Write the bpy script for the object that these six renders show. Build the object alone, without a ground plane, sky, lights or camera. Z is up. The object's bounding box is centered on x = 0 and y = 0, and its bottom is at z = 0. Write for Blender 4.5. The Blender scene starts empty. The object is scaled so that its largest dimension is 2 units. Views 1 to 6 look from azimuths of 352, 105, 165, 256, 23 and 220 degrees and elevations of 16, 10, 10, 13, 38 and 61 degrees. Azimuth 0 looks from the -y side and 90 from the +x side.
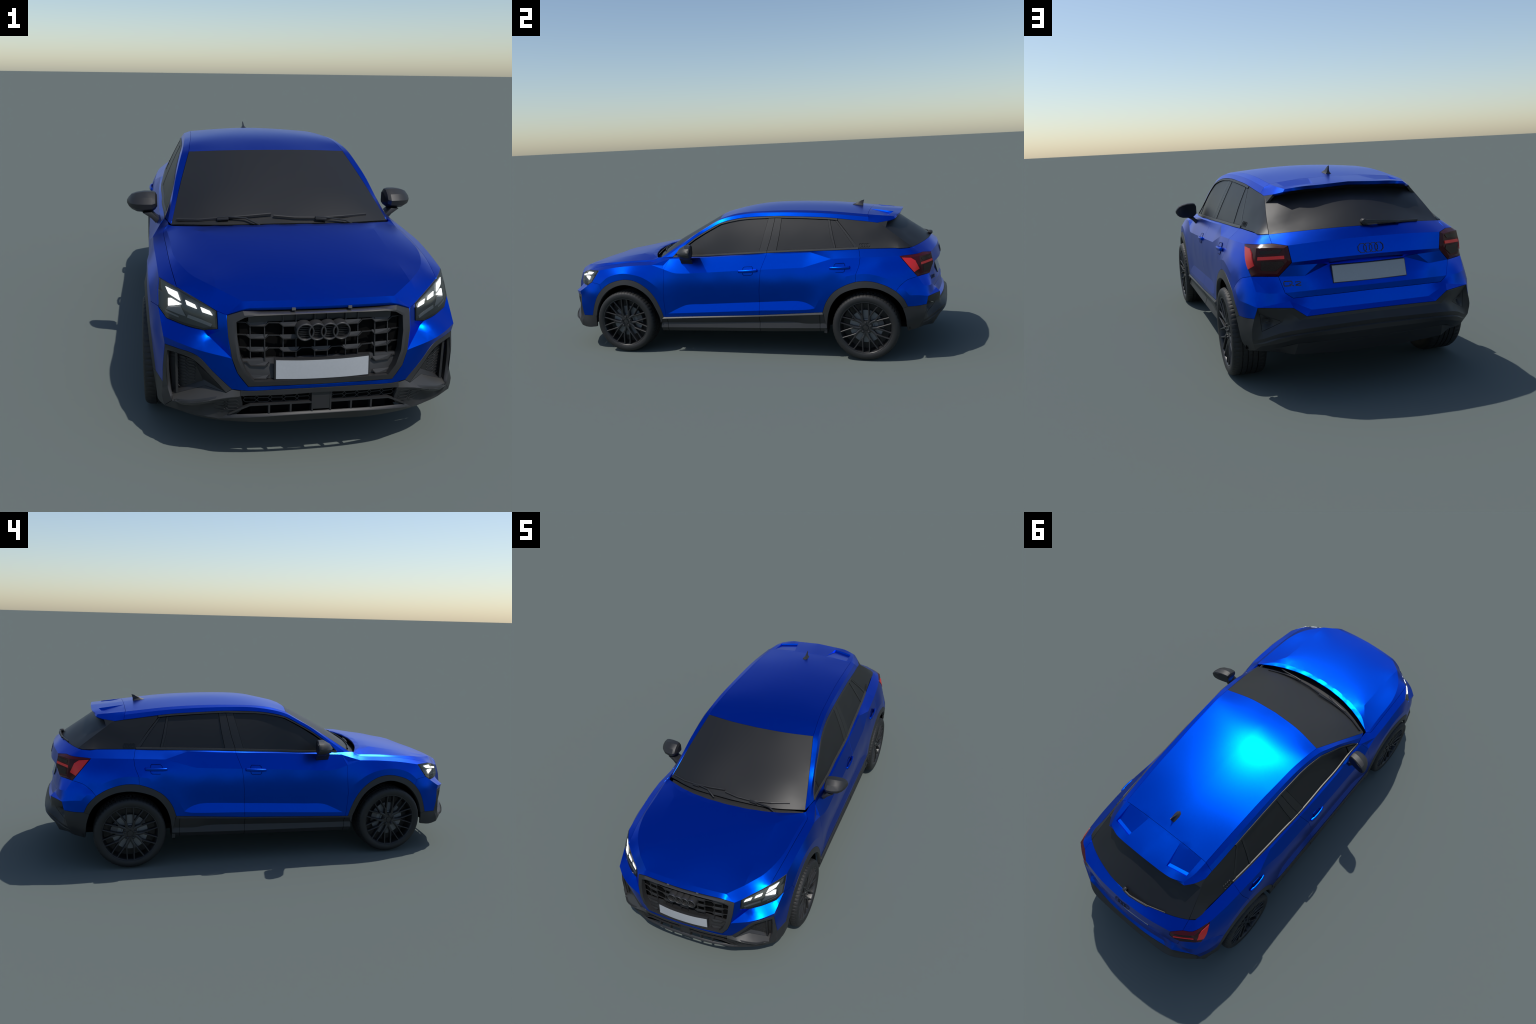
import bpy, bmesh, math, random
import numpy as np
from mathutils import Vector, Matrix
from mathutils.geometry import delaunay_2d_cdt
random.seed(7)

# ------------------------------------------------------------------ materials
def mat(name, color, metallic=0.0, rough=0.5, spec=0.5, coat=0.0, emit=None, grain=0.0, grain_scale=200.0,
        transmission=0.0, alpha_mix=None):
    m = bpy.data.materials.new(name); m.use_nodes = True
    nt = m.node_tree; b = nt.nodes["Principled BSDF"]
    b.inputs["Base Color"].default_value = (*color, 1)
    b.inputs["Metallic"].default_value = metallic
    b.inputs["Roughness"].default_value = rough
    b.inputs["Specular IOR Level"].default_value = spec
    b.inputs["Coat Weight"].default_value = coat
    b.inputs["Transmission Weight"].default_value = transmission
    if emit:
        b.inputs["Emission Color"].default_value = (*emit[0], 1)
        b.inputs["Emission Strength"].default_value = emit[1]
    tc = nt.nodes.new("ShaderNodeTexCoord")
    nz = nt.nodes.new("ShaderNodeTexNoise")
    nz.inputs["Scale"].default_value = grain_scale
    nz.inputs["Detail"].default_value = 3
    nt.links.new(tc.outputs["Object"], nz.inputs["Vector"])
    # slight tonal grain, so that no surface is perfectly uniform
    ramp = nt.nodes.new("ShaderNodeMix"); ramp.data_type = 'RGBA'
    k = 0.06
    ramp.inputs[6].default_value = (*[c * (1 - k) for c in color], 1)
    ramp.inputs[7].default_value = (*[min(1, c * (1 + k)) for c in color], 1)
    nt.links.new(nz.outputs["Fac"], ramp.inputs[0])
    nt.links.new(ramp.outputs[2], b.inputs["Base Color"])
    if grain > 0:
        bp = nt.nodes.new("ShaderNodeBump")
        bp.inputs["Strength"].default_value = grain
        bp.inputs["Distance"].default_value = 0.0006
        nt.links.new(nz.outputs["Fac"], bp.inputs["Height"])
        nt.links.new(bp.outputs["Normal"], b.inputs["Normal"])
    return m

PAINT = mat("blue_metallic_paint", (0.0, 0.060, 0.58), metallic=1.0, rough=0.31)
PLASTIC = mat("black_plastic", (0.018, 0.018, 0.019), rough=0.5, grain=0.12, grain_scale=900)
SATIN = mat("satin_dark_trim", (0.038, 0.037, 0.035), rough=0.42)
GLASS = mat("tinted_glass", (0.010, 0.010, 0.0105), rough=0.46, spec=0.45)
GLOSS = mat("dark_trim", (0.014, 0.014, 0.014), rough=0.45)
VOID = mat("dark_interior", (0.003, 0.003, 0.003), rough=0.9, spec=0.1)
RUBBER = mat("tyre_rubber", (0.013, 0.013, 0.013), rough=0.62, grain=0.15, grain_scale=700)
RIM = mat("dark_alloy", (0.020, 0.020, 0.021), rough=0.38)
STEEL = mat("brake_steel", (0.26, 0.27, 0.28), metallic=0.3, rough=0.5)
CALIPER = mat("caliper_grey", (0.10, 0.10, 0.105), rough=0.5)
BADGE = mat("dark_badge", (0.030, 0.030, 0.031), rough=0.42)
PLATE = mat("licence_plate_face", (0.36, 0.375, 0.395), rough=0.5)
LAMP_HOUSE = mat("lamp_housing_grey", (0.075, 0.082, 0.080), rough=0.35)
LAMP_LENS = mat("lamp_chrome_grey", (0.30, 0.30, 0.30), rough=0.3)
DRL = mat("running_light_white", (0.9, 0.9, 0.9), rough=0.4, emit=((1, 1, 1), 3.0))
RED = mat("red_lamp", (0.50, 0.012, 0.016), rough=0.3, emit=((0.8, 0.02, 0.02), 0.10))
DARKRED = mat("smoked_red_lens", (0.055, 0.004, 0.009), rough=0.22, spec=0.22)
SMOKE = mat("smoked_lens", (0.016, 0.004, 0.005), rough=0.25, spec=0.3)

# ------------------------------------------------------------------ curves
STEP = 0.018
def crom(pts, step=STEP):
    """centripetal Catmull-Rom through the points, same samples in either direction"""
    pts = [tuple(float(c) for c in p) for p in pts]
    rev = pts[::-1] < pts
    if rev: pts = pts[::-1]
    P = [np.array(p) for p in pts]
    out = [P[0]]
    if len(P) == 2:
        n = max(1, int(math.ceil(np.linalg.norm(P[1] - P[0]) / step)))
        out += [P[0] + (P[1] - P[0]) * i / n for i in range(1, n)] + [P[1]]
    else:
        Q = [2 * P[0] - P[1]] + P + [2 * P[-1] - P[-2]]
        for i in range(1, len(Q) - 2):
            p0, p1, p2, p3 = Q[i-1:i+3]
            t0 = 0; t1 = np.linalg.norm(p1-p0)**.5; t2 = t1+np.linalg.norm(p2-p1)**.5; t3 = t2+np.linalg.norm(p3-p2)**.5
            n = max(1, int(math.ceil(np.linalg.norm(p2 - p1) / step)))
            for k in range(1, n + 1):
                t = t1 + (t2 - t1) * k / n
                if k == n: out.append(p2); continue
                A1 = (t1-t)/(t1-t0)*p0+(t-t0)/(t1-t0)*p1
                A2 = (t2-t)/(t2-t1)*p1+(t-t1)/(t2-t1)*p2
                A3 = (t3-t)/(t3-t2)*p2+(t-t2)/(t3-t2)*p3
                B1 = (t2-t)/(t2-t0)*A1+(t-t0)/(t2-t0)*A2
                B2 = (t3-t)/(t3-t1)*A2+(t-t1)/(t3-t1)*A3
                out.append((t2-t)/(t2-t1)*B1+(t-t1)/(t2-t1)*B2)
    return out[::-1] if rev else out

CURVES = {}
def C(name, *pts): CURVES[name] = list(pts)

def tps_fit(xy, h):
    n = len(xy)
    d = np.linalg.norm(xy[:, None] - xy[None], axis=2)
    K = np.where(d > 1e-12, d * d * np.log(d + 1e-300), 0.0) + np.eye(n) * 1e-7
    Pm = np.hstack([np.ones((n, 1)), xy])
    A = np.block([[K, Pm], [Pm.T, np.zeros((3, 3))]])
    w = np.linalg.lstsq(A, np.concatenate([h, np.zeros(3)]), rcond=None)[0]
    return xy, w
def tps_eval(model, q):
    xy, w = model
    d = np.linalg.norm(q[:, None] - xy[None], axis=2)
    U = np.where(d > 1e-12, d * d * np.log(d + 1e-300), 0.0)
    return U @ w[:-3] + w[-3] + q @ w[-2:]

class Surf:
    """height field along one axis, thin plate through control points"""
    def __init__(self, axis, pts):
        self.a = axis; self.o = [i for i in range(3) if i != axis]
        P = np.array(pts, float); self.m = tps_fit(P[:, self.o], P[:, axis])
    def __call__(self, q):
        q = np.atleast_2d(np.array(q, float)); h = tps_eval(self.m, q)
        out = np.zeros((len(q), 3)); out[:, self.o] = q; out[:, self.a] = h
        return out

def inside(poly, p):
    x, y = p; c = False; n = len(poly); j = n - 1
    for i in range(n):
        if (poly[i][1] > y) != (poly[j][1] > y) and x < (poly[j][0]-poly[i][0])*(y-poly[i][1])/(poly[j][1]-poly[i][1])+poly[i][0]: c = not c
        j = i
    return c

def fill2d(poly, step):
    """triangulate a simple polygon with inner grid points -> pts, tris (boundary first, same order)"""
    poly = np.array(poly, float); n = len(poly)
    lo = poly.min(0); hi = poly.max(0)
    A = poly; B = np.roll(poly, -1, 0); AB = B - A; L2 = (AB**2).sum(1) + 1e-18
    grid = []
    row = 0
    y = lo[1] + step * .5
    while y < hi[1]:
        x = lo[0] + step * (.25 if row % 2 else .75)
        while x < hi[0]:
            p = np.array([x, y])
            s = np.clip(((p - A) * AB).sum(1) / L2, 0, 1)
            if ((p - A - s[:, None] * AB)**2).sum(1).min() > (step * .45)**2 and inside(poly, p): grid.append(p)
            x += step
        y += step * .9; row += 1
    V = [Vector(p) for p in list(poly) + grid]
    r = delaunay_2d_cdt(V, [(i, (i + 1) % n) for i in range(n)], [], 1, 1e-7)
    vs, fs, orig = r[0], r[2], r[3]
    pts = np.array([tuple(v) for v in vs])
    tris = [f for f in fs if inside(poly, pts[list(f)].mean(0))]
    # remap so that the boundary keeps index order
    m = {}
    for i, o in enumerate(orig):
        m[i] = o[0] if o else -1
    out = np.array([tuple(v) for v in V])
    extra = []
    T = []
    for f in tris:
        g = []
        for i in f:
            if m[i] < 0:
                extra.append(pts[i]); m[i] = len(out) + len(extra) - 1
            g.append(m[i])
        T.append(tuple(g))
    if extra: out = np.vstack([out, extra])
    return out, T

# ------------------------------------------------------------------ shell of panels (right half, mirrored later)
class Shell:
    def __init__(self):
        self.v = []; self.idx = {}; self.faces = []   # faces: (tri, patch, part)
        self.np_ = 0; self.soft = []; self.hard = set()
    def vid(self, p):
        k = (round(p[0], 5), round(p[1], 5), round(p[2], 5))
        if k not in self.idx: self.idx[k] = len(self.v); self.v.append(np.array(p, float))
        return self.idx[k]
    def patch(self, part, segs, interior=(), step=STEP, normal=None, out=None, hard=False):
        loop = []
        for s in segs:
            if isinstance(s, str):
                c = crom(CURVES[s.lstrip('-')]); c = c[::-1] if s[0] == '-' else c
            else: c = crom(s)
            if loop and np.linalg.norm(loop[-1] - c[0]) > 1e-4:
                if np.linalg.norm(loop[-1] - c[-1]) < 1e-4: c = c[::-1]
                elif len(segs) > 1: raise ValueError("gap in %s at %s: %s vs %s" % (part, s, loop[-1], c[0]))
            loop += c if not loop else c[1:]
        if np.linalg.norm(loop[0] - loop[-1]) < 1e-4: loop = loop[:-1]
        L = np.array(loop)
        n = np.zeros(3)
        for i in range(len(L)):
            a = L[i]; b = L[(i + 1) % len(L)]
            n += np.cross(a, b)
        cen = L.mean(0)
        if out is None: out = cen - np.array([0, cen[1] * .6, .33])
        out = np.array(out, float)
        if normal is None: normal = n
        normal = np.array(normal, float)
        centre = (np.abs(L[:, 0]) < 1e-6).sum() >= 2
        if centre: normal[0] = 0
        normal /= np.linalg.norm(normal)
        if normal @ out < 0: normal = -normal
        u = np.cross([0, 0, 1.0], normal)
        if np.linalg.norm(u) < .3: u = np.cross([1.0, 0, 0], normal)
        u /= np.linalg.norm(u); w = np.cross(normal, u)
        fr = np.stack([u, w, normal])
        loc = L @ fr.T
        pts, tris = fill2d(loc[:, :2], step)
        nb = len(L)
        ctl = loc
        if len(interior): ctl = np.vstack([loc, np.array(interior, float) @ fr.T])
        if centre:
            raw = ctl @ fr; raw = raw[np.abs(raw[:, 0]) > 1e-6] * np.array([-1, 1, 1.0])
            ctl = np.vstack([ctl, raw @ fr.T])
        z = np.zeros(len(pts)); z[:nb] = loc[:, 2]
        if len(pts) > nb: z[nb:] = tps_eval(tps_fit(ctl[:, :2], ctl[:, 2]), pts[nb:])
        P = np.column_stack([pts, z]) @ fr
        P[:nb] = L
        ids = [self.vid(p) for p in P]
        k = self.np_; self.np_ += 1
        if hard: self.hard.add(k)
        for t in tris:
            a, b, c = [P[i] for i in t]
            nn = np.cross(b - a, c - a)
            if np.linalg.norm(nn) < 1e-12: continue
            if nn @ normal < 0: t = (t[0], t[2], t[1])
            f = tuple(ids[i] for i in t)
            if len(set(f)) == 3: self.faces.append((f, k, part))
        return k
    def normals(self, angle=5.5):
        V = np.array(self.v); acc = {}
        for f, k, part in self.faces:
            a, b, c = V[list(f)]
            n = np.cross(b - a, c - a)
            for i in f: acc.setdefault(i, {}).setdefault(k, np.zeros(3)); acc[i][k] = acc[i][k] + n
        ct = math.cos(math.radians(angle)); N = {}
        for i, d in acc.items():
            un = {k: n / (np.linalg.norm(n) + 1e-20) for k, n in d.items()}
            for k in d:
                s = np.zeros(3)
                for q in d:
                    if q == k or (un[q] @ un[k] > (.9996 if k in self.hard or q in self.hard else ct)): s = s + d[q]
                if abs(V[i][0]) < 1e-5: s[0] = 0
                N[(i, k)] = s / (np.linalg.norm(s) + 1e-20)
        return N

ROOT = None
def link(ob, parent=None):
    bpy.context.collection.objects.link(ob)
    ob.parent = parent if parent is not None else ROOT
    return ob

def mesh_obj(name, verts, faces, material, parent=None, smooth=False, angle=None):
    me = bpy.data.meshes.new(name); me.from_pydata([tuple(v) for v in verts], [], [tuple(f) for f in faces]); me.update()
    me.materials.append(material)
    if smooth or angle:
        for p in me.polygons: p.use_smooth = True
        if angle: me.set_sharp_from_angle(angle=math.radians(angle))
    return link(bpy.data.objects.new(name, me), parent)

def build_part(shell, N, part, name, material, sym, gap=0.0007, flange=0.009, parent=None):
    """sym: 'center' joins both halves in one object, 'pair' makes one object per side"""
    F = [(f, k) for f, k, p in shell.faces if p == part]
    V = shell.v
    ids = sorted({i for f, k in F for i in f}); loc = {g: j for j, g in enumerate(ids)}
    P = np.array([V[i] for i in ids])
    # boundary edges
    cnt = {}
    for f, k in F:
        for a, b in ((f[0], f[1]), (f[1], f[2]), (f[2], f[0])):
            cnt.setdefault((min(a, b), max(a, b)), []).append((a, b, f, k))
    mid = lambda i: abs(V[i][0]) < 1e-5
    bd = [v[0] for e, v in cnt.items() if len(v) == 1 and not (sym == 'center' and mid(e[0]) and mid(e[1]))]
    inw = {}; bn = {}
    for a, b, f, k in bd:
        n = N[(a, k)] + N[(b, k)]; n /= np.linalg.norm(n)
        e = V[b] - V[a]; d = np.cross(n, e); d /= np.linalg.norm(d) + 1e-12   # faces are ccw, so n x e points inwards
        for i in (a, b):
            inw.setdefault(i, []).append(d); bn.setdefault(i, []).append(n)
    Q = P.copy()
    fl = {}
    verts = list(Q); faces = []; nor = []
    IN = {}
    for i in inw:
        d = np.mean(inw[i], 0); n = np.mean(bn[i], 0); n /= np.linalg.norm(n)
        L = np.linalg.norm(d)
        d = d / max(L, .5) if L > 1e-9 else d
        if sym == 'center' and mid(i): d[0] = 0; n[0] = 0
        verts[loc[i]] = P[loc[i]] + d * gap
        IN[i] = (d, n)
    for f, k in F:
        faces.append(tuple(loc[i] for i in f)); nor += [N[(i, k)] for i in f]
    if flange > 0:
        for i in IN:
            d, n = IN[i]
            fl[i] = len(verts); verts.append(verts[loc[i]] - n * flange + d * gap * .5)
        for a, b, f, k in bd:
            faces.append((loc[b], loc[a], fl[a], fl[b]))
            na = -IN[a][0]; nb_ = -IN[b][0]
            ta = na + N[(a, k)] * .6; tb = nb_ + N[(b, k)] * .6
            nor += [tb / np.linalg.norm(tb), ta / np.linalg.norm(ta), na, nb_]
    verts = np.array(verts)
    def make(vv, ff, nn):
        me = bpy.data.meshes.new(name); me.from_pydata(vv.tolist(), [], ff); me.update()
        for p in me.polygons: p.use_smooth = True
        me.materials.append(material)
        nn = [tuple(x / (np.linalg.norm(x) + 1e-20)) for x in nn]
        me.normals_split_custom_set(nn)
        return link(bpy.data.objects.new(name, me), parent)
    mx = np.array([-1, 1, 1.0])
    fM, nM = [], []
    c = 0
    for f in faces:
        m = len(f); fM.append(f[::-1]); nM += [nor[c + j] * mx for j in range(m)][::-1]; c += m
    if sym == 'pair':
        a = make(verts, faces, nor); b = make(verts * mx, fM, nM)
        return [a, b]
    if sym == 'right': return [make(verts, faces, nor)]
    # merge halves, sharing the vertices on the middle plane
    n0 = len(verts); remap = {}; extra = []
    for j, p in enumerate(verts):
        if abs(p[0]) < 1e-5: remap[j] = j
        else: remap[j] = n0 + len(extra); extra.append(p * mx)
    vv = np.vstack([verts, extra]); ff = faces + [tuple(remap[j] for j in f) for f in fM]
    return [make(vv, ff, nor + nM)]
# ------------------------------------------------------------------ body measurements (right half, metres)
S = Shell()
# --- greenhouse
ws_tc = (0, -.142, .677); ws_t = (.272, -.107, .668); ws_b = (.343, -.414, .481)
re_ = (.236, .631, .671); rail_e = (.258, .637, .660); sp_d = (.2725, .640, .640)
r0 = (.352, -.385, .484); b0 = (.362, -.341, .485)
C('ws_top', ws_tc, (.14, -.1335, .675), ws_t)
C('ws_side', ws_t, (.309, -.262, .577), ws_b)
C('ws_bot', ws_b, (.2, -.460, .487), (0, -.475, .491))
C('ws_c', ws_tc, (0, -.25, .619), (0, -.36, .557), (0, -.475, .491))
seamD = (.212, .630, .6735); seamC = (.093, .629, .683); seam0 = (0, .629, .686)
C('roof_edge', ws_t, (.266, -.037, .687), (.258, .048, .697), (.252, .178, .700), (.247, .272, .699), (.243, .425, .692), re_)
C('roof_c', ws_tc, (0, -.10, .687), (0, -.03, .7015), (0, .06, .711), (0, .20, .7145), (0, .38, .7085), (0, .53, .697), seam0)
C('seam1', re_, seamD); C('seam2', seamD, (.15, .629, .6795), seamC); C('seam3', seamC, seam0)
C('rail', r0, (.339, -.318, .530), (.322, -.229, .594), (.3095, -.165, .630), (.295, -.093, .6655), (.282, .04, .690), (.275, .184, .693), (.268, .428, .683), rail_e)
dlo0 = (.361, -.343, .4875)
DLO = [dlo0, (.348, -.314, .517), (.328, -.229, .578), (.319, -.17, .612), (.305, -.093, .651), (.296, -.025, .666), (.291, .035, .673), (.286, .184, .677), (.283, .306, .672), (.280, .429, .665), (.279, .488, .659), (.2755, .591, .646), sp_d]
C('dlo_top', *DLO)
Dtop = (.2715, .679, .634)
S.patch('windshield', ['ws_top', 'ws_side', 'ws_bot', '-ws_c'], out=(0, -1, 1), step=.03, interior=[(.25, -.343, .551), (.283, -.402, .507), (.15, -.430, .513)])
S.patch('roof', ['ws_top', 'roof_edge', 'seam1', 'seam2', 'seam3', '-roof_c'], out=(0, 0, 1), step=.025)
S.patch('side_frame', ['-ws_side', 'roof_edge', [re_, rail_e], '-rail', [r0, ws_b]], out=(1, 0, 1))
S.patch('side_frame', ['rail', [rail_e, sp_d], '-dlo_top', [dlo0, r0]], out=(1, 0, .5))
# --- roof spoiler with two scoops
spf = (.216, .752, .657); spc = (.224, .760, .648); notch = (.103, .778, .666); spr0 = (0, .780, .671); finin = (.250, .726, .640)
sA = (.113, .745, .670); sB_ = (.209, .727, .663); sA2 = (.115, .726, .6630); sB2 = (.205, .708, .6565); sA3 = (.114, .740, .6632); sB3 = (.206, .722, .6567)
C('sp_fold', re_, (.231, .70, .664), spf); C('sp_rear1', spf, (.16, .773, .664), notch); C('sp_rear2', notch, spr0)
S.patch('spoiler', ['seam3', [seam0, spr0], '-sp_rear2', [notch, sA], [sA, seamC]], out=(0, 0, 1))
S.patch('spoiler', [[notch, sA], [sA, sB_], [sB_, spf], 'sp_rear1'], out=(0, 0, 1))
S.patch('spoiler', ['seam1', [seamD, sB_], [sB_, spf], '-sp_fold'], out=(0, 0, 1))
S.patch('spoiler', ['seam2', [seamC, sA2], [sA2, sB2], [sB2, seamD]], out=(0, 0, 1))
S.patch('spoiler', [[sA3, sA], [sA, sB_], [sB_, sB3], [sB3, sA3]], out=(0, -1, .5), hard=True)
S.patch('spoiler', [[sA2, sA3], [sA3, sB3], [sB3, sB2], [sB2, sA2]], out=(0, 0, 1), hard=True)
S.patch('spoiler', [[seamC, sA], [sA, sA3], [sA3, sA2], [sA2, seamC]], out=(1, 0, 0))
S.patch('spoiler', [[seamD, sB_], [sB_, sB3], [sB3, sB2], [sB2, seamD]], out=(-1, 0, .3))
S.patch('spoiler', ['sp_fold', [spf, spc], [spc, finin, Dtop], [Dtop, sp_d], [sp_d, rail_e], [rail_e, re_]], out=(1, 0, .3))
spl = (.213, .751, .644); nl = (.102, .774, .654); sl0 = (0, .775, .659)
C('sp_low1', spc, (.16, .768, .652), nl); C('sp_low2', nl, sl0)
S.patch('spoiler', ['sp_rear1', [notch, nl], '-sp_low1', [spc, spf]], out=(0, 1, 0))
S.patch('spoiler', ['sp_rear2', [spr0, sl0], '-sp_low2', [nl, notch]], out=(0, 1, 0))
ug = (.25, .70, .628); u0 = (0, .735, .642)
S.patch('spoiler_underside', ['sp_low1', 'sp_low2', [sl0, u0], [u0, (.15, .725, .638), ug], [ug, spc]], out=(0, .5, -1))
finlow = (.2765, .718, .609)
S.patch('spoiler_fin', [[Dtop, finin], [finin, finlow], [finlow, Dtop]], out=(1, 1, 0), step=.01)
# --- rear screen
bt = (.300, .841, .521); rg0 = (0, .921, .536)
C('rg_bot', rg0, (.10, .9105, .535), (.20, .885, .530), (.26, .862, .525), bt); C('rg_side', bt, (.2885, .772, .5715), (.272, .695, .627))
C('rg_top', (.272, .695, .627), (.15, .735, .644), (0, .748, .648)); C('rg_c', (0, .748, .648), (0, .84, .592), rg0)
S.patch('rear_screen', ['rg_bot', 'rg_side', 'rg_top', 'rg_c'], out=(0, 1, 1), step=.03, interior=[(.20, .812, .5735), (.245, .797, .5725), (.12, .838, .577), (.22, .838, .5485)])
# --- belt, shoulder and doors
Bb = (.368, .155, .507); Cb = (.343, .597, .519); br = (.321, .825, .519)
C('belt_F', b0, (.364, -.22, .489), (.366, -.045, .497), Bb); C('belt_R', Bb, (.362, .277, .511), (.354, .438, .515), Cb); C('belt_Q', Cb, (.331, .75, .520), br)
t0 = (.372, -.358, .477); s0 = (.403, -.380, .431); ftB = (.377, .153, .500); tk = (.371, .370, .509)
sB = (.409, .128, .431); sk = (.405, .335, .441); tip = (.394, .472, .481); sC = (.388, .607, .486)
C('ft_F', t0, (.378, -.187, .486), (.379, .033, .496), ftB); C('ft_R', ftB, tk)
C('sh_F', s0, (.410, -.318, .413), (.411, -.156, .417), (.411, .016, .426), sB); C('sh_R', sB, sk)
dF0 = (.417, -.364, .206); dtB = (.4105, .1155, .271); dbB = (.421, .115, .231); doB = (.420, .114, .208); dbf0 = (.417, -.379, .187)
dR1 = (.421, .391, .248); a0 = (.420, .427, .228)
C('shutB', sB, (.4165, .122, .377), (.4155, .117, .31), dtB)
C('dent_top_F', dF0, (.413, -.314, .231), (.4095, -.265, .250), (.409, -.167, .256), (.4095, -.03, .2635), dtB)
C('dent_bot_F', dF0, (.419, -.22, .2135), dbB); C('door_bot_F', dbf0, (.418, -.22, .194), doB)
C('dent_top_R', dtB, (.411, .24, .2775), (.4115, .308, .279), (.414, .346, .2725), (.418, .375, .260), dR1)
C('dent_bot_R', dbB, (.423, .37, .2425), dR1); C('door_bot_R', doB, a0)
flD = (.4185, -.386, .300); C('shutF_up', s0, (.414, -.381, .37), flD); C('shutF_low', flD, (.418, -.3835, .245), dbf0)
S.patch('front_door', ['belt_F', [Bb, ftB], '-ft_F', [t0, b0]])
S.patch('front_door', ['ft_F', [ftB, sB], '-sh_F', [s0, t0]])
S.patch('front_door', ['sh_F', 'shutB', '-dent_top_F', [dF0, dbf0], '-shutF_low', '-shutF_up'], interior=[(.4175, -.15, .36), (.4175, 0, .365), (.416, -.28, .35)])
S.patch('front_door', ['dent_top_F', [dtB, dbB], '-dent_bot_F'])
S.patch('front_door', ['dent_bot_F', [dbB, doB], '-door_bot_F', [dbf0, dF0]])
flC = (.4155, .588, .411); aC = (.420, .588, .3775)
C('flareR_door', dR1, (.420, .416, .295), (.4185, .447, .336), (.4175, .477, .366), (.416, .535, .399), flC)
C('archR_door', a0, (.420, .446, .279), (.420, .482, .326), (.420, .534, .358), aC)
C('shutC', sC, (.4, .603, .452), flC)
S.patch('rear_door', ['belt_R', [Cb, sC], [sC, tip], [tip, tk], '-ft_R', [ftB, Bb]])
S.patch('rear_door', ['ft_R', [tk, tip], [tip, sk], '-sh_R', [sB, ftB]])
S.patch('rear_door', ['sh_R', [sk, tip], [tip, sC], 'shutC', '-flareR_door', '-dent_top_R', '-shutB'], interior=[(.4175, .2, .36), (.416, .33, .37), (.409, .48, .44)])
S.patch('rear_door', ['flareR_door', [flC, aC], '-archR_door', [a0, dR1]])
S.patch('rear_door', ['dent_top_R', '-dent_bot_R', [dbB, dtB]])
S.patch('rear_door', ['dent_bot_R', [dR1, a0], '-door_bot_R', [doB, dbB]])
# --- rear quarter
qt = (.304, .889, .499); tm = (.340, .866, .496); tlf = (.370, .786, .490); tlb = (.372, .867, .395)
flS = (.409, .788, .356); aS = (.418, .771, .334)
C('belt_end', br, bt); C('tl_top2', qt, tm, tlf); C('q_crease', sC, (.381, .70, .488), tlf); C('tl_side', tlf, (.379, .83, .440), tlb)
C('rb_seam', tlb, (.397, .820, .382), flS); C('flareR_q', flC, (.416, .631, .414), (.417, .675, .409), (.415, .730, .391), flS)
C('archR_q', aC, (.420, .631, .381), (.420, .675, .376), (.420, .730, .358), aS)
S.patch('quarter_panel', ['belt_Q', 'belt_end', [bt, qt], 'tl_top2', '-q_crease', [sC, Cb]], out=(1, .3, .5))
S.patch('quarter_panel', ['q_crease', 'tl_side', 'rb_seam', '-flareR_q', '-shutC'], interior=[(.402, .70, .448)])
S.patch('quarter_panel', ['flareR_q', [flS, aS], '-archR_q', [aC, flC]])
# --- rear bumper, painted
cf = (.409, .832, .314); pt = (.367, .915, .302); ps = (.378, .907, .266); aE = (.410, .824, .261)
tc = (.365, .897, .350); tlin = (.295, .918, .396); tgl = (.280, .934, .345); tg2 = (.256, .939, .327)
co = (.270, .949, .321); ci = (.202, .957, .288); bi = (.222, .968, .271); bo = (.264, .966, .302)
C('flareR_b', flS, (.413, .812, .337), cf); C('rb_cr', cf, (.393, .876, .311), pt); C('rb_low', ps, (.399, .864, .262), aE)
C('archR_b', aS, (.417, .806, .298), aE)
C('tg_bot', tg2, (.12, .958, .331), (0, .966, .334)); C('rb_crc', (0, .975, .292), (.12, .968, .2905), ci)
C('rb_blow', (0, .986, .278), (.12, .981, .276), bi)
S.patch('rear_bumper', ['flareR_b', 'rb_cr', [pt, ps], 'rb_low', '-archR_b', [aS, flS]], out=(1, .3, 0))
S.patch('rear_bumper', [[tlb, tlin], [tlin, tgl], [tgl, (.33, .922, .346), tc], [tc, tlb]], interior=[(.335, .905, .37)], out=(.4, 1, 0))
S.patch('rear_bumper', ['rb_seam', 'flareR_b', 'rb_cr', [pt, co], [co, tg2], [tg2, tgl], [tgl, (.33, .922, .346), tc], [tc, tlb]], out=(.6, 1, 0))
S.patch('rear_bumper', ['tg_bot', [(0, .966, .334), (0, .975, .292)], 'rb_crc', [ci, co], [co, tg2]], out=(0, 1, 0))
S.patch('rear_bumper', ['rb_crc', [ci, bi], '-rb_blow', [(0, .986, .278), (0, .975, .292)]], out=(0, 1, 1))
S.patch('rear_bumper', [[ci, bi], [bi, bo], [bo, co], [co, ci]], out=(0, 1, 0))
S.patch('rear_bumper', [[co, bo], [bo, pt], [pt, co]], out=(.3, 1, 0))
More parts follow.
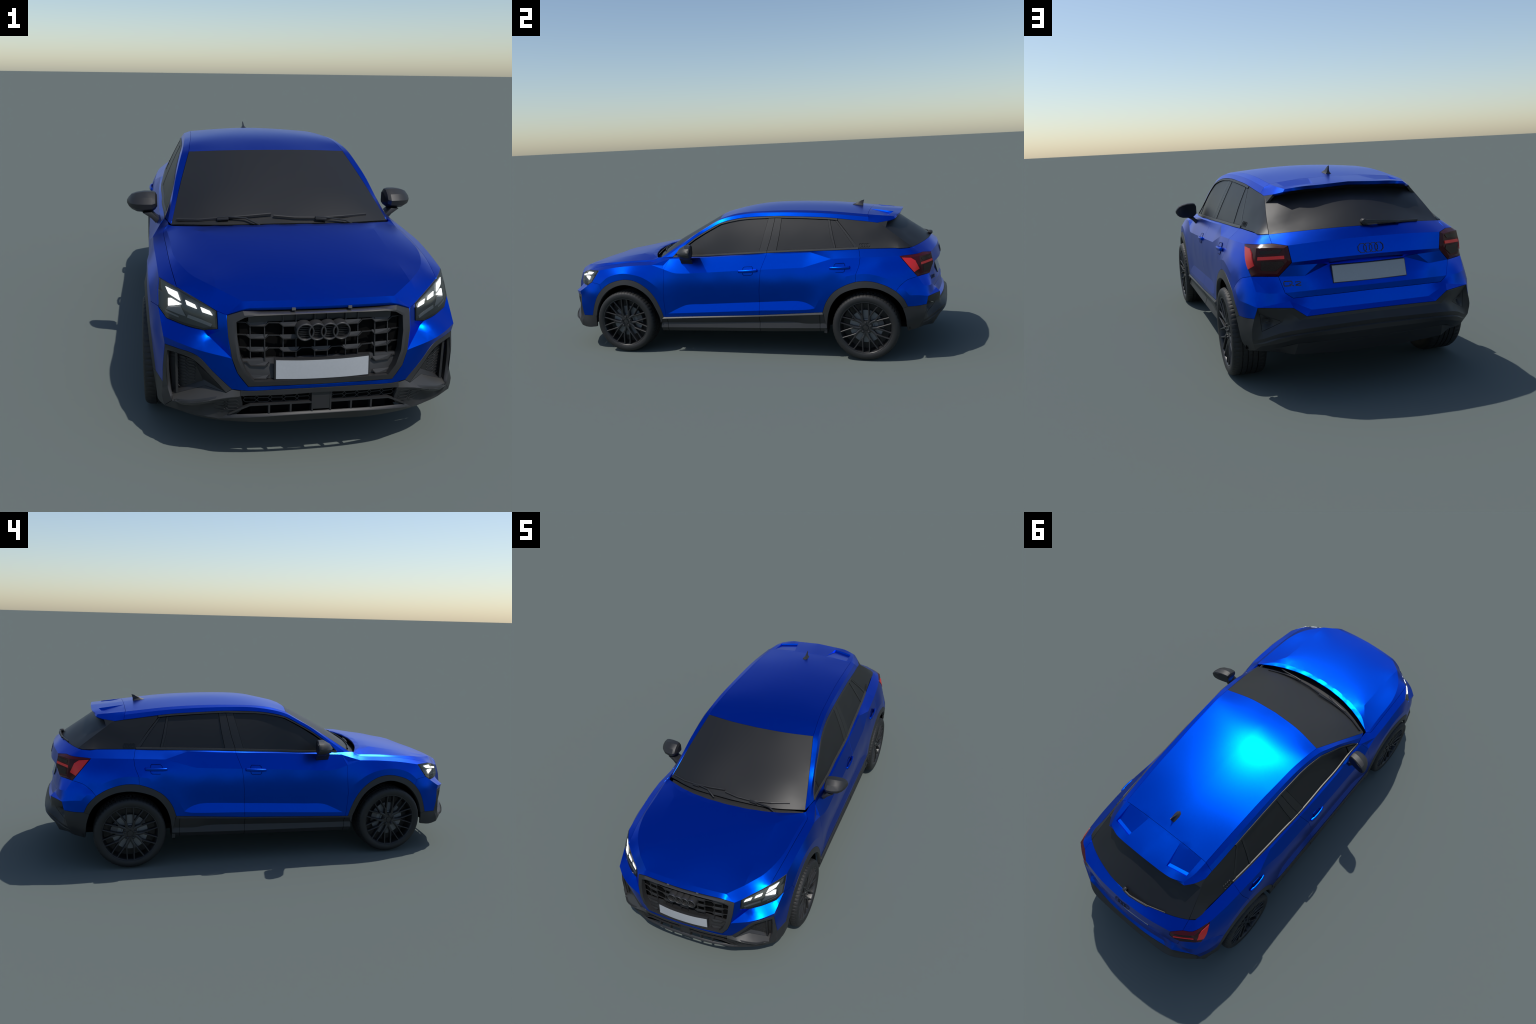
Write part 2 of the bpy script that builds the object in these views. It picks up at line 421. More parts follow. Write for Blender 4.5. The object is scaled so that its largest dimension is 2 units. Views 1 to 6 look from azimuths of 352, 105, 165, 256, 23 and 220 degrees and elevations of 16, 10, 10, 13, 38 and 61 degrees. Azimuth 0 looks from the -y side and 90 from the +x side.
# --- tailgate
ti = (.262, .926, .493); tin = (.254, .935, .440); t3 = (.262, .929, .430)
C('tl_top1', ti, qt); C('tg_cr1', (0, .955, .504), (.14, .947, .5015), ti); C('tg_cr2', (0, .968, .450), (.14, .960, .447), tin)
u1 = (.131, .925, .422); u2 = (.172, .940, .429); u3 = (.215, .938, .394)
C('tg_cr3', (0, .955, .437), (.09, .952, .435), u2); C('tg_cr4', (0, .968, .352), (.14, .957, .350), tgl)
S.patch('tailgate', ['rg_bot', [bt, qt], '-tl_top1', '-tg_cr1', [(0, .955, .504), rg0]], out=(0, 1, 1))
S.patch('tailgate', ['tg_cr1', [ti, tin], '-tg_cr2', [(0, .968, .450), (0, .955, .504)]], out=(0, 1, 0))
S.patch('tailgate', ['tg_cr2', [tin, t3], [t3, u2], '-tg_cr3', [(0, .955, .437), (0, .968, .450)]], out=(0, 1, -1))
S.patch('tailgate', ['tg_cr3', [u2, u1], [u1, (0, .936, .426)], [(0, .936, .426), (0, .955, .437)]], out=(0, 1, -1))
S.patch('tailgate', [[(0, .936, .426), u1], [u1, u3], [u3, tlin], [tlin, tgl], '-tg_cr4', [(0, .968, .352), (0, .936, .426)]], out=(0, 1, 0))
S.patch('tailgate', [[u2, t3], [t3, tlin], [tlin, u3], [u3, u2]], out=(0, 1, -.5))
S.patch('tailgate', [[u1, u2], [u2, u3], [u3, u1]], out=(-.3, 1, 0))
S.patch('tailgate', ['tg_cr4', [tgl, tg2], 'tg_bot', [(0, .966, .334), (0, .968, .352)]], out=(0, 1, -.3))
# --- front fender
hlA = (.383, -.753, .420); hlB = (.386, -.800, .357); hlL = (.366, -.835, .3375); hlD = (.278, -.912, .331); hlE = (.246, -.935, .342); hlF = (.247, -.921, .382)
hs0 = (.339, -.830, .416); hs1 = (.352, -.424, .483); fk = (.398, -.446, .452)
C('hood_seam', hs0, (.352, -.719, .441), (.360, -.594, .456), (.366, -.477, .4635), (.366, -.443, .468), hs1)
C('f_sh', hlA, (.389, -.649, .437), (.396, -.535, .448), fk)
C('hl_top1', hlA, (.362, -.794, .4185), hs0); C('hl_top2', hs0, (.295, -.876, .401), hlF); C('hl_side', hlB, (.386, -.775, .39), hlA)
S.patch('fender', ['hood_seam', [hs1, r0], [r0, b0], [b0, t0], [t0, fk], '-f_sh', 'hl_top1'], out=(.5, 0, 1))
dm = (.388, -.387, .4475)
for tri_ in ((fk, s0, dm), (s0, t0, dm), (t0, fk, dm)):
    S.patch('fender', [[tri_[0], tri_[1]], [tri_[1], tri_[2]], [tri_[2], tri_[0]]], out=(1, 0, 1), step=.012, hard=True)
fS = (.405, -.745, .351); aF1 = (.411, -.735, .322); aF0 = (.417, -.392, .187)
C('flareF_f', fS, (.410, -.694, .388), (.413, -.619, .409), (.4155, -.557, .406), (.4175, -.492, .389), (.4185, -.429, .349), flD)
C('archF_f', aF1, (.414, -.696, .351), (.416, -.639, .372), (.417, -.585, .379), (.418, -.532, .369), (.419, -.473, .333), (.419, -.433, .287), (.418, -.405, .229), aF0)
S.patch('fender', ['f_sh', [fk, s0], 'shutF_up', '-flareF_f', [fS, hlB], 'hl_side'])
S.patch('fender', ['flareF_f', 'shutF_low', [dbf0, aF0], '-archF_f', [aF1, fS]])
# --- hood
GA = (.226, -.942, .379); GB = (.216, -.973, .281); GC = (.178, -.984, .211)
hc = (.357, -.452, .4715); hr1 = (.337, -.436, .481); ff = (.246, -.882, .428); fkn = (.187, -.935, .409); dk = (.254, -.549, .488); df = (.246, -.840, .4385)
C('fold_a', hc, (.350, -.543, .4670), (.342, -.679, .4560), (.324, -.753, .4480), (.300, -.808, .4385), ff); C('fold_b', ff, fkn)
C('fold_c', fkn, (.09, -.9415, .4100), (0, -.9435, .4100)); C('hood_lip1', GA, (.195, -.951, .3925), (.172, -.9555, .3985)); C('hood_lip2', (.172, -.9555, .3985), (.09, -.9625, .4000), (0, -.966, .4006))
hri = (.322, -.447, .4825)
notches = [(.258, .228, -.472), (.200, .168, -.4895), (.113, .080, -.508), (.020, -.020, -.517)]
def rear_y(x): return -.517 + .081*(abs(x)/.337)**2.2
def rear_z(x): return .4980 - .017*(abs(x)/.337)**2
edge_ = [hr1]
for a_, b_, _ in notches:      # the trailing edge dips where the stiffening pressings end
    edge_ += [(a_ + .010, rear_y(a_ + .010), rear_z(a_ + .010)), (a_, rear_y(a_), rear_z(a_) - .0008)]
    if b_ > 0: edge_ += [(b_, rear_y(b_), rear_z(b_) - .0008), (b_ - .010, rear_y(b_ - .010), rear_z(b_ - .010))]
edge_.append((0, rear_y(0), rear_z(0) - .0008))
C('hood_rear_edge', *edge_)
C('hood_rear', hr1, (.28, rear_y(.28) - .022, rear_z(.28) + .0025), (.20, rear_y(.2) - .024, rear_z(.2) + .0005), (.10, rear_y(.1) - .024, rear_z(.1) - .0005), (0, -.541, .4970))
C('dome', dk, (.250, -.661, .470), (.248, -.758, .4525), df)
C('hood_c', (0, -.541, .4970), (0, -.60, .4885), (0, -.70, .472), (0, -.80, .4515), (0, -.88, .4305), (0, -.9435, .4100))
S.patch('hood', ['hood_rear_edge', [edge_[-1], (0, -.541, .4970)], '-hood_rear'], out=(0, 0, 1), step=.008)
S.patch('hood', ['hood_rear', 'hood_c', '-fold_c', '-fold_b', [ff, df], '-dome', [dk, hr1]], out=(0, 0, 1), step=.025)
S.patch('hood', [[hr1, dk], 'dome', [df, ff], '-fold_a', [hc, hs1], [hs1, hr1]], out=(0, 0, 1), hard=True)
S.patch('hood', ['hood_seam', [hs1, hc], 'fold_a', 'fold_b', [fkn, GA], [GA, hlF], '-hl_top2'], out=(1, -1, 2))
S.patch('hood', ['fold_c', [(0, -.9435, .4100), (0, -.966, .4006)], '-hood_lip2', '-hood_lip1', [GA, fkn]], out=(0, -1, 1))
# --- front bumper, painted
BC = (.375, -.879, .307); f1 = (.372, -.876, .285); f2 = (.296, -.938, .277); f3 = (.216, -.973, .201); SL = (.380, -.864, .178); SM = (.397, -.806, .182)
fa = (.241, -.939, .338); fb = (.268, -.914, .318)
C('archF_b', aF1, (.408, -.763, .288), (.403, -.787, .239), SM); C('bs_edge', SL, (.378, -.874, .23), f1)
C('wing_low', BC, (.335, -.918, .302), (.29, -.947, .294), GB); C('hl_bot', hlD, (.321, -.8785, .3325), hlL)
C('gr_up', GA, (.224, -.960, .33), GB); C('gr_lo', GB, (.203, -.980, .245), GC); C('gr_bot', GC, (.09, -.996, .2150), (0, -1.0, .2157))
C('bl_bot', f3, (.178, -.985, .2005), (.09, -.996, .2055), (0, -.9995, .2067)); C('fr_out', f1, (.340, -.906, .284), f2, (.258, -.957, .240), f3)
S.patch('front_bumper', [[hlB, fS], [fS, aF1], 'archF_b', [SM, SL], 'bs_edge', [f1, BC], [BC, hlB]], out=(1, -.4, 0), interior=[(.4015, -.80, .30)])
S.patch('front_bumper', [[hlB, BC], 'wing_low', [GB, fb], [fb, hlD], 'hl_bot', [hlL, hlB]], out=(.5, -1, .3))
S.patch('front_bumper', [[hlD, hlE], [hlE, fa], [fa, fb], [fb, hlD]], out=(.2, -1, -.3))
S.patch('front_bumper', [[hlF, hlE], [hlE, fa], [fa, fb], [fb, GB], '-gr_up', [GA, hlF]], out=(.2, -1, 0))
S.patch('front_bumper', ['wing_low', 'gr_lo', 'gr_bot', [(0, -1.0, .2157), (0, -.9995, .2067)], '-bl_bot', '-fr_out', [f1, BC]], out=(.3, -1, -.3))
# --- black lower mouldings: arches and sills
C('archFi', (.405, -.780, .178), (.412, -.758, .240), (.417, -.723, .292), (.421, -.674, .331), (.424, -.609, .352), (.425, -.560, .348), (.425, -.504, .324), (.424, -.459, .283), (.423, -.432, .233), (.421, -.414, .188), (.420, -.409, .154))
aFiS = (.405, -.780, .178); aFiE = (.420, -.409, .154)
S.patch('arch_trim_front', ['-archF_b', 'archF_f', [aF0, aFiE], '-archFi', [aFiS, SM]], out=(1, 0, 0))
C('archRi', (.421, .446, .157), (.422, .454, .217), (.424, .474, .270), (.426, .513, .315), (.427, .562, .338), (.427, .624, .350), (.426, .688, .344), (.424, .743, .320), (.421, .781, .287), (.416, .802, .253))
aRiS = (.421, .446, .157); aRiE = (.416, .802, .253)
S.patch('arch_trim_rear', ['archR_door', 'archR_q', 'archR_b', [aE, aRiE], '-archRi', [aRiS, a0]], out=(1, 0, 0))
k1a = (.4235, -.398, .180); k1b = (.4255, .430, .219); k2a = (.411, -.408, .157); k2b = (.413, .445, .173); k3a = (.417, -.408, .133); k3b = (.419, .446, .151); k4a = (.404, -.405, .113); k4b = (.406, .446, .132)
C('sill1', k1a, (.4235, -.22, .1885), (.4235, .114, .2025), k1b)
C('sill2', k2a, (.410, -.227, .160), (.410, .114, .171), (.410, .286, .175), (.413, .341, .169), k2b)
C('sill3', k3a, (.417, -.226, .137), (.419, .113, .143), k3b); C('sill4', k4a, (.406, -.234, .117), (.406, .109, .123), k4b)
S.patch('sill', [[aF0, dbf0], 'door_bot_F', 'door_bot_R', [a0, k1b], '-sill1', [k1a, aF0]], out=(1, 0, .5))
S.patch('sill', ['sill1', [k1b, k2b], '-sill2', [k2a, k1a]], out=(1, 0, 0))
S.patch('sill', ['sill2', [k2b, k3b], '-sill3', [k3a, k2a]], out=(1, 0, 0))
S.patch('sill', ['sill3', [k3b, k4b], '-sill4', [k4a, k3a]], out=(1, 0, -1))
# --- rear bumper, black part
pl = (.385, .893, .192); pd = (.372, .866, .150); pe = (.384, .822, .138)
C('archRi2', aRiE, (.411, .815, .207), (.405, .819, .172), pe); C('pod_edge', ps, (.386, .903, .232), pl)
S.patch('rear_lower', ['-rb_low', 'pod_edge', [pl, (.3805, .884, .177)], [(.3805, .884, .177), pd], [pd, pe], '-archRi2', [aRiE, aE]], out=(1, .3, 0))
bvi = (.244, .966, .261); bvo = (.285, .957, .298)
C('L1', (0, .988, .267), (.12, .983, .265), bvi); C('L2', (0, 1.0, .246), (.13, .999, .243), (.24, .990, .238), (.30, .961, .226), (.355, .917, .200), pl)
C('Lg', (0, .996, .232), (.13, .994, .230), (.246, .983, .223), (.305, .951, .210), (.357, .910, .187), (.3805, .884, .177)); C('Lg2', (0, 1.0, .2285), (.13, .998, .2265), (.247, .987, .2195), (.307, .955, .206), (.3575, .911, .1820), (.3805, .884, .177))
C('L3', (0, .998, .214), (.13, .995, .212), (.249, .979, .207), (.315, .940, .186), (.36, .898, .170), pd)
C('L4', (0, .985, .187), (.13, .981, .187), (.251, .957, .184), (.31, .916, .164), (.345, .880, .148), pd)
S.patch('rear_lower', ['-rb_blow', [(0, .986, .278), (0, .988, .267)], 'L1', [bvi, bi]], out=(0, .6, -1))
S.patch('rear_lower', [[bi, bvi], [bvi, bvo], [bvo, bo], [bo, bi]], out=(-.5, 1, 0))
S.patch('rear_lower', [[bo, bvo], [bvo, pt], [pt, bo]], out=(0, 1, -.5))
gt = (.359, .903, .279); gr = (.295, .943, .256); gb = (.355, .907, .222)
S.patch('rear_lower', ['L1', [bvi, bvo], [bvo, gr], [gr, gb], [gb, (.355, .917, .200)], [(.355, .917, .200), (.30, .961, .226), (.24, .990, .238), (.13, .999, .243), (0, 1.0, .246)], [(0, 1.0, .246), (0, .988, .267)]], out=(.3, 1, .3))
S.patch('rear_lower', [[bvo, pt], [pt, gt], [gt, gr], [gr, bvo]], out=(.3, 1, .3))
S.patch('rear_lower', [[pt, ps], 'pod_edge', [pl, (.355, .917, .200)], [(.355, .917, .200), gb], [gb, gt], [gt, pt]], out=(.4, 1, 0))
S.patch('rear_vent', [[gt, gr], [gr, gb], [gb, gt]], interior=[(.335, .896, .254)], out=(.3, 1, 0), step=.008)
S.patch('rear_lower', [[(0, 1.0, .246), (.13, .999, .243), (.24, .990, .238), (.30, .961, .226), (.355, .917, .200)], [(.355, .917, .200), pl], [pl, (.3805, .884, .177)], '-Lg', [(0, .996, .232), (0, 1.0, .246)]], out=(.2, 1, 0))
S.patch('rear_lower', ['Lg', '-Lg2', [(0, 1.0, .2285), (0, .996, .232)]], out=(0, 1, 1))
S.patch('rear_lower', ['Lg2', [(.3805, .884, .177), pd], '-L3', [(0, .998, .214), (0, 1.0, .2285)]], out=(.2, 1, 0))
S.patch('rear_lower', ['L3', '-L4', [(0, .985, .187), (0, .998, .214)]], out=(0, 1, -.6))
d1 = (.258, .934, .141); d2 = (0, .954, .137); d3 = (.34, .868, .138)
C('diff_bot', d2, (.13, .951, .138), d1); C('diff_bot2', d1, (.31, .886, .143), pe)
S.patch('diffuser', [[(0, .985, .187), (.13, .981, .187), (.251, .957, .184)], [(.251, .957, .184), d1], '-diff_bot', [d2, (0, .985, .187)]], out=(0, 1, 0))
S.patch('diffuser', [[(.251, .957, .184), (.31, .916, .164), (.345, .880, .148), pd], [pd, pe], '-diff_bot2', [d1, (.251, .957, .184)]], out=(.4, 1, -.5))
# --- front bumper, black part
jt = (.196, -.980, .199); jb = (.196, -.982, .186)
f4 = (.366, -.884, .271); f5 = (.304, -.932, .263); f6 = (.230, -.971, .192)
fi = (.276, -.927, .192); fot = (.358, -.885, .153); fob = (.358, -.905, .145); fmb = (.286, -.963, .166)
lo = (.377, -.883, .122); lc = (.247, -.956, .116); SL2 = (.397, -.785, .122)
C('fr_in', f4, (.342, -.905, .271), f5, (.268, -.953, .232), f6)
S.patch('front_lower', ['fr_out', [f3, f6], '-fr_in', [f4, f1]], out=(.3, -1, 0))
C('bs_in', f4, (.370, -.888, .23), (.368, -.891, .18), fob)
S.patch('front_lower', [[f1, f4], 'bs_in', [fob, lo], [lo, (.383, -.878, .15), SL], 'bs_edge'], out=(.4, -1, 0))
S.patch('front_lower', [[SL, (.383, -.878, .15), lo], [lo, (.393, -.835, .116), SL2], [SL2, aFiS], [aFiS, SM], [SM, SL]], out=(1, -.3, 0))
C('fin_low', fob, (.33, -.938, .153), fmb, (.24, -.977, .180), jb)
S.patch('front_fin', [[fi, fot], [fot, fob], 'fin_low', [jb, jt], [jt, f3], [f3, f6], [f6, fi]], out=(.3, -1, 1))
bar0 = (0, -.9995, .2040); bar1 = (0, -.998, .1934)
C('bar_top', f3, (.178, -.985, .2005), (.09, -.996, .2055), (0, -.9995, .2067))
C('bar_bot', jb, (.09, -.996, .1905), bar1)
S.patch('front_lower', ['bl_bot', [(0, -.9995, .2067), bar1], '-bar_bot', [jb, jt], [jt, f3]], out=(0, -1, .3))
C('lip_t', lo, (.32, -.925, .120), lc); C('lip_c', lc, (.215, -.975, .126), (.15, -.990, .133), (.08, -.998, .138), (0, -1.0, .139))
C('lip_b', (.37, -.862, .111), (.30, -.915, .105), (.235, -.945, .104), (.12, -.980, .111), (0, -.988, .116))
S.patch('front_lower', ['lip_t', 'lip_c', [(0, -1.0, .139), (0, -.988, .116)], '-lip_b', [(.37, -.862, .111), lo]], out=(0, -1, -.6))
# ------------------------------------------------------------------ assemble panels
ROOT = bpy.data.objects.new("compact_suv", None)
bpy.context.collection.objects.link(ROOT)
ROOT["label"] = "blue compact five-door suv with black cladding and dark alloy wheels"
ROOT["category"] = "car"
N = S.normals()
OB = {}
for part, name, m, sym in [
    ('windshield', 'windshield', GLASS, 'center'), ('roof', 'roof', PAINT, 'center'), ('side_frame', 'door_frame_pillar', PAINT, 'pair'),
    ('spoiler', 'roof_spoiler', PAINT, 'center'), ('spoiler_underside', 'spoiler_underside', PLASTIC, 'center'), ('spoiler_fin', 'spoiler_fin', PLASTIC, 'pair'),
    ('rear_screen', 'rear_window', GLASS, 'center'), ('front_door', 'front_door', PAINT, 'pair'), ('rear_door', 'rear_door', PAINT, 'pair'),
    ('quarter_panel', 'rear_quarter_panel', PAINT, 'pair'), ('rear_bumper', 'rear_bumper', PAINT, 'center'), ('tailgate', 'tailgate', PAINT, 'center'),
    ('fender', 'front_fender', PAINT, 'pair'), ('hood', 'hood', PAINT, 'center'), ('front_bumper', 'front_bumper', PAINT, 'center'),
    ('arch_trim_front', 'front_wheel_arch_trim', PLASTIC, 'pair'), ('arch_trim_rear', 'rear_wheel_arch_trim', PLASTIC, 'pair'), ('sill', 'sill_moulding', PLASTIC, 'pair'),
    ('rear_lower', 'rear_bumper_cladding', PLASTIC, 'center'), ('rear_vent', 'rear_bumper_vent', PLASTIC, 'pair'), ('diffuser', 'rear_diffuser', PLASTIC, 'center'),
    ('front_lower', 'front_bumper_cladding', PLASTIC, 'center'), ('front_fin', 'front_bumper_blade', SATIN, 'pair')]:
    fl = .014 if 'arch' in part else (0 if part == 'spoiler_underside' else .009)
    OB[part] = build_part(S, N, part, name, m, sym, flange=fl)
# ------------------------------------------------------------------ helpers for added pieces
mx3 = np.array([-1, 1, 1.0])
def pair(name, verts, faces, material, parent=None, smooth=False, angle=None, parent2=None):
    """the piece on the right side and its mirror image on the left"""
    a = mesh_obj(name, verts, faces, material, parent, smooth, angle)
    b = mesh_obj(name, [np.array(v) * mx3 for v in verts], [tuple(f)[::-1] for f in faces], material, parent2 if parent2 is not None else parent, smooth, angle)
    return [a, b]
def both(verts, faces):
    n = len(verts)
    return list(verts) + [np.array(v) * mx3 for v in verts], list(faces) + [tuple(i + n for i in f)[::-1] for f in faces]
def slab(surf, poly, sign, proud, depth, step=.01, bevel=0.0):
    """tile that follows a surface: top face 'proud' of it, walls going 'depth' down"""
    pts, tris = fill2d(poly, step)
    P = surf(pts); P[:, surf.a] += sign * proud
    nb = len(poly)
    B = P[:nb].copy(); B[:, surf.a] -= sign * depth
    V = np.vstack([P, B]); F = []
    o = surf.o
    ref = np.zeros(3); ref[surf.a] = sign
    for t in tris:
        a, b, c = P[list(t)]
        F.append(t if np.cross(b - a, c - a) @ ref > 0 else t[::-1])
    area = sum(poly[i][0] * poly[(i+1) % nb][1] - poly[(i+1) % nb][0] * poly[i][1] for i in range(nb))
    n0 = len(P)
    e1 = np.zeros(3); e1[o[0]] = 1; e2 = np.zeros(3); e2[o[1]] = 1
    ccw = (area > 0) == (np.cross(e1, e2) @ ref > 0)
    for i in range(nb):
        j = (i + 1) % nb
        F.append((i, n0 + i, n0 + j, j) if ccw else (j, n0 + j, n0 + i, i))
    return V, F
def sweep(path, prof, up=(0, 0, 1), closed=False, scale=None):
    """sweep a closed 2D profile (side, up) along a path"""
    P = [np.array(p, float) for p in path]; n = len(P); V = []; F = []; m = len(prof); up = np.array(up, float)
    for i in range(n):
        a = P[(i - 1) % n] if (closed or i > 0) else P[i]; b = P[(i + 1) % n] if (closed or i < n - 1) else P[i]
        t = b - a; t /= np.linalg.norm(t) + 1e-12
        s = np.cross(t, up); s /= np.linalg.norm(s) + 1e-12; u = np.cross(s, t)
        k = 1 if scale is None else scale[i]
        for x, y in prof: V.append(P[i] + s * x * k + u * y * k)
    for i in range(n if closed else n - 1):
        for j in range(m):
            F.append((i*m+j, ((i+1) % n)*m+j, ((i+1) % n)*m+(j+1) % m, i*m+(j+1) % m))
    if not closed:
        F.append(tuple(range(m))); F.append(tuple((n-1)*m+j for j in range(m))[::-1])
    return V, F
def rect(w, h): return [(-w/2, -h/2), (w/2, -h/2), (w/2, h/2), (-w/2, h/2)]
def ngon(r, n): return [(r*math.cos(2*math.pi*i/n), r*math.sin(2*math.pi*i/n)) for i in range(n)]
def box(lo, hi):
    x0, y0, z0 = lo; x1, y1, z1 = hi
    V = [(x0,y0,z0),(x1,y0,z0),(x1,y1,z0),(x0,y1,z0),(x0,y0,z1),(x1,y0,z1),(x1,y1,z1),(x0,y1,z1)]
    return V, [(3,2,1,0),(4,5,6,7),(0,1,5,4),(1,2,6,5),(2,3,7,6),(3,0,4,7)]
def join(*parts):
    V = []; F = []
    for v, f in parts:
        n = len(V); V += [tuple(p) for p in v]; F += [tuple(i + n for i in q) for q in f]
    return V, F
def loft(rings, closed=True, caps=True):
    V = []; F = []; m = len(rings[0])
    for r in rings: V += [tuple(p) for p in r]
    for i in range(len(rings) - 1):
        for j in range(m if closed else m - 1):
            F.append((i*m+j, i*m+(j+1) % m, (i+1)*m+(j+1) % m, (i+1)*m+j))
    if caps:
        F.append(tuple(range(m))[::-1]); F.append(tuple((len(rings)-1)*m+j for j in range(m)))
    return V, F
def fix_normals(obs):
    for o in obs if isinstance(obs, (list, tuple)) else [obs]:
        bm = bmesh.new(); bm.from_mesh(o.data); bmesh.ops.recalc_face_normals(bm, faces=bm.faces); bm.to_mesh(o.data); bm.free()
    return obs
def bevel(obs, w, seg=2, angle=30):
    for o in obs if isinstance(obs, (list, tuple)) else [obs]:
        bm = bmesh.new(); bm.from_mesh(o.data)
        bmesh.ops.remove_doubles(bm, verts=bm.verts, dist=1e-6)
        bmesh.ops.recalc_face_normals(bm, faces=bm.faces)
        es = [e for e in bm.edges if len(e.link_faces) == 2 and e.calc_face_angle(0) > math.radians(angle)]
        bmesh.ops.bevel(bm, geom=es, offset=w, segments=seg, profile=.5, affect='EDGES', clamp_overlap=True)
        bm.to_mesh(o.data); bm.free()
        for p in o.data.polygons: p.use_smooth = True
        o.data.set_sharp_from_angle(angle=math.radians(40))
    return obs

# ------------------------------------------------------------------ side glazing
BELT = CURVES['belt_F'][:-1] + CURVES['belt_R'][:-1] + CURVES['belt_Q'] + [bt]
def beltz(y): return float(np.interp(y, [p[1] for p in BELT], [p[2] for p in BELT]))
topd = DLO + [Dtop]
def topz(y): return float(np.interp(y, [p[1] for p in topd], [p[2] for p in topd]))
ctl = list(BELT) + topd + [(.2885, .772, .5715), (.272, .695, .627)]
for y in (-.15, 0, .15, .3, .45, .6):
    zb, zt = beltz(y), topz(y)
    xb = float(np.interp(y, [p[1] for p in BELT], [p[0] for p in BELT])); xt = float(np.interp(y, [p[1] for p in topd], [p[0] for p in topd]))
    ctl.append((.5*(xb+xt)+.0035, y, .5*(zb+zt)))
G = Surf(0, ctl)
GT = [(-.327, .4925), (-.300, .513), (-.229, .563), (-.17, .599), (-.093, .640), (-.025, .656), (.035, .663), (.150, .667), (.216, .666), (.306, .661), (.43, .654), (.454, .651), (.482, .649)]
def gtz(y): return float(np.interp(y, [p[0] for p in GT], [p[1] for p in GT]))
def dense(pts, n=.015):
    out = []
    for a, b in zip(pts[:-1], pts[1:]):
        k = max(1, int(math.dist(a, b) / n))
        out += [(a[0]+(b[0]-a[0])*i/k, a[1]+(b[1]-a[1])*i/k) for i in range(k)]
    return out
def bz(y): return beltz(y) + .0095
def bot(ya, yb, n=8): return [(ya+(yb-ya)*i/n, bz(ya+(yb-ya)*i/n)) for i in range(n+1)]
def top(ya, yb, n=14): return [(ya+(yb-ya)*i/n, gtz(ya+(yb-ya)*i/n)) for i in range(n+1)]
sail = (-.268, -.262)
panes = {
 'mirror_sail': (PLASTIC, -.001, bot(sail[0], -.322, 3) + top(-.322, sail[0], 4)),
 'front_door_window': (GLASS, -.0028, bot(.113, sail[1]) + top(sail[1], .149) + [(.128, .574)]),
 'front_pillar_cover': (GLOSS, -.0008, bot(.1515, .1145, 3) + [(.129, .574), (.1505, .6668), (.182, .6665), (.1665, .574)]),
 'rear_pillar_cover': (GLOSS, -.0008, bot(.199, .1535, 3) + [(.1685, .574), (.184, .6665), (.2155, .666), (.210, .594)]),
 'rear_door_window': (GLASS, -.0028, bot(.478, .2005) + [(.2115, .594)] + top(.217, .4435) + [(.460, .577)]),
 'window_divider': (GLOSS, -.0008, bot(.487, .479, 2) + [(.461, .577), (.4445, .653), (.4535, .651), (.472, .579)]),
 'quarter_light': (GLASS, -.0028, bot(.574, .489, 4) + [(.4735, .579), (.455, .651), (.4785, .649), (.529, .588)]),
 'rear_door_frame': (GLOSS, -.0008, bot(.5905, .5755, 3) + [(.5305, .588), (.480, .649), (.4885, .649), (.540, .590)]),
}
e1 = [(.700, .6235), (.775, .571), (.834, .5265)]
def g3(y, z, off=-.001): return tuple(G([[y, z]])[0] + np.array((off, 0, 0)))
Qs = Shell()
Qs.patch('g', [[g3(y, beltz(y) + .0016) for y in (.5955, .65, .70, .75, .79)] + [(.3215, .822, .5212)], [(.3215, .822, .5212), (.3012, .8395, .5230)], [(.3012, .8395, .5230), (.2890, .771, .5720), (.2730, .697, .6265)],
    [(.2730, .697, .6265), g3(.677, topz(.677) - .001), g3(.64, topz(.64) - .001), g3(.591, topz(.591) - .001), g3(.54, topz(.54) - .001), g3(.492, topz(.492) - .001)], [g3(.492, topz(.492) - .001), g3(.492, .6485)], [g3(.492, .6485), g3(.5425, .590), g3(.5955, beltz(.5955) + .0016)]], out=(1, .3, .3), interior=[g3(.62, .58), g3(.70, .565)])
build_part(Qs, Qs.normals(), 'g', 'rear_quarter_window', GLASS, 'pair', gap=0)
for nm, (m_, off, poly) in panes.items():
    V, F = slab(G, dense(poly + poly[:1]), 1, off, .006, step=.02)
    pair(nm, V, F, m_, angle=35)
# trim strips: under the roof rail and along the belt
yy = [dlo0[1] + .004] + [-.31, -.27, -.229, -.19, -.15, -.093, -.05, 0, .05, .12, .184, .25, .306, .37, .429, .47, .4895]
poly = [(y, topz(y) - .0006) for y in yy] + [(y, max(gtz(y) + .0006, topz(y) - .0075)) for y in yy[::-1]]
poly[-1] = (-.3375, .4905)
V, F = slab(G, dense(poly + poly[:1], .012), 1, .0018, .008, step=.02)
pair('window_trim', V, F, PLASTIC, angle=35)
for ya, yb, m_ in ((b0[1] + .002, .153, SATIN), (.155, .594, SATIN)):
    yy = np.linspace(ya, yb, 24)
    poly = [(y, beltz(y) + .0008) for y in yy] + [(y, bz(y) - .0006) for y in yy[::-1]]
    V, F = slab(G, poly, 1, .0004 if m_ is GLOSS else .0022, .008, step=.02)
    pair('belt_trim', V, F, m_, angle=35)

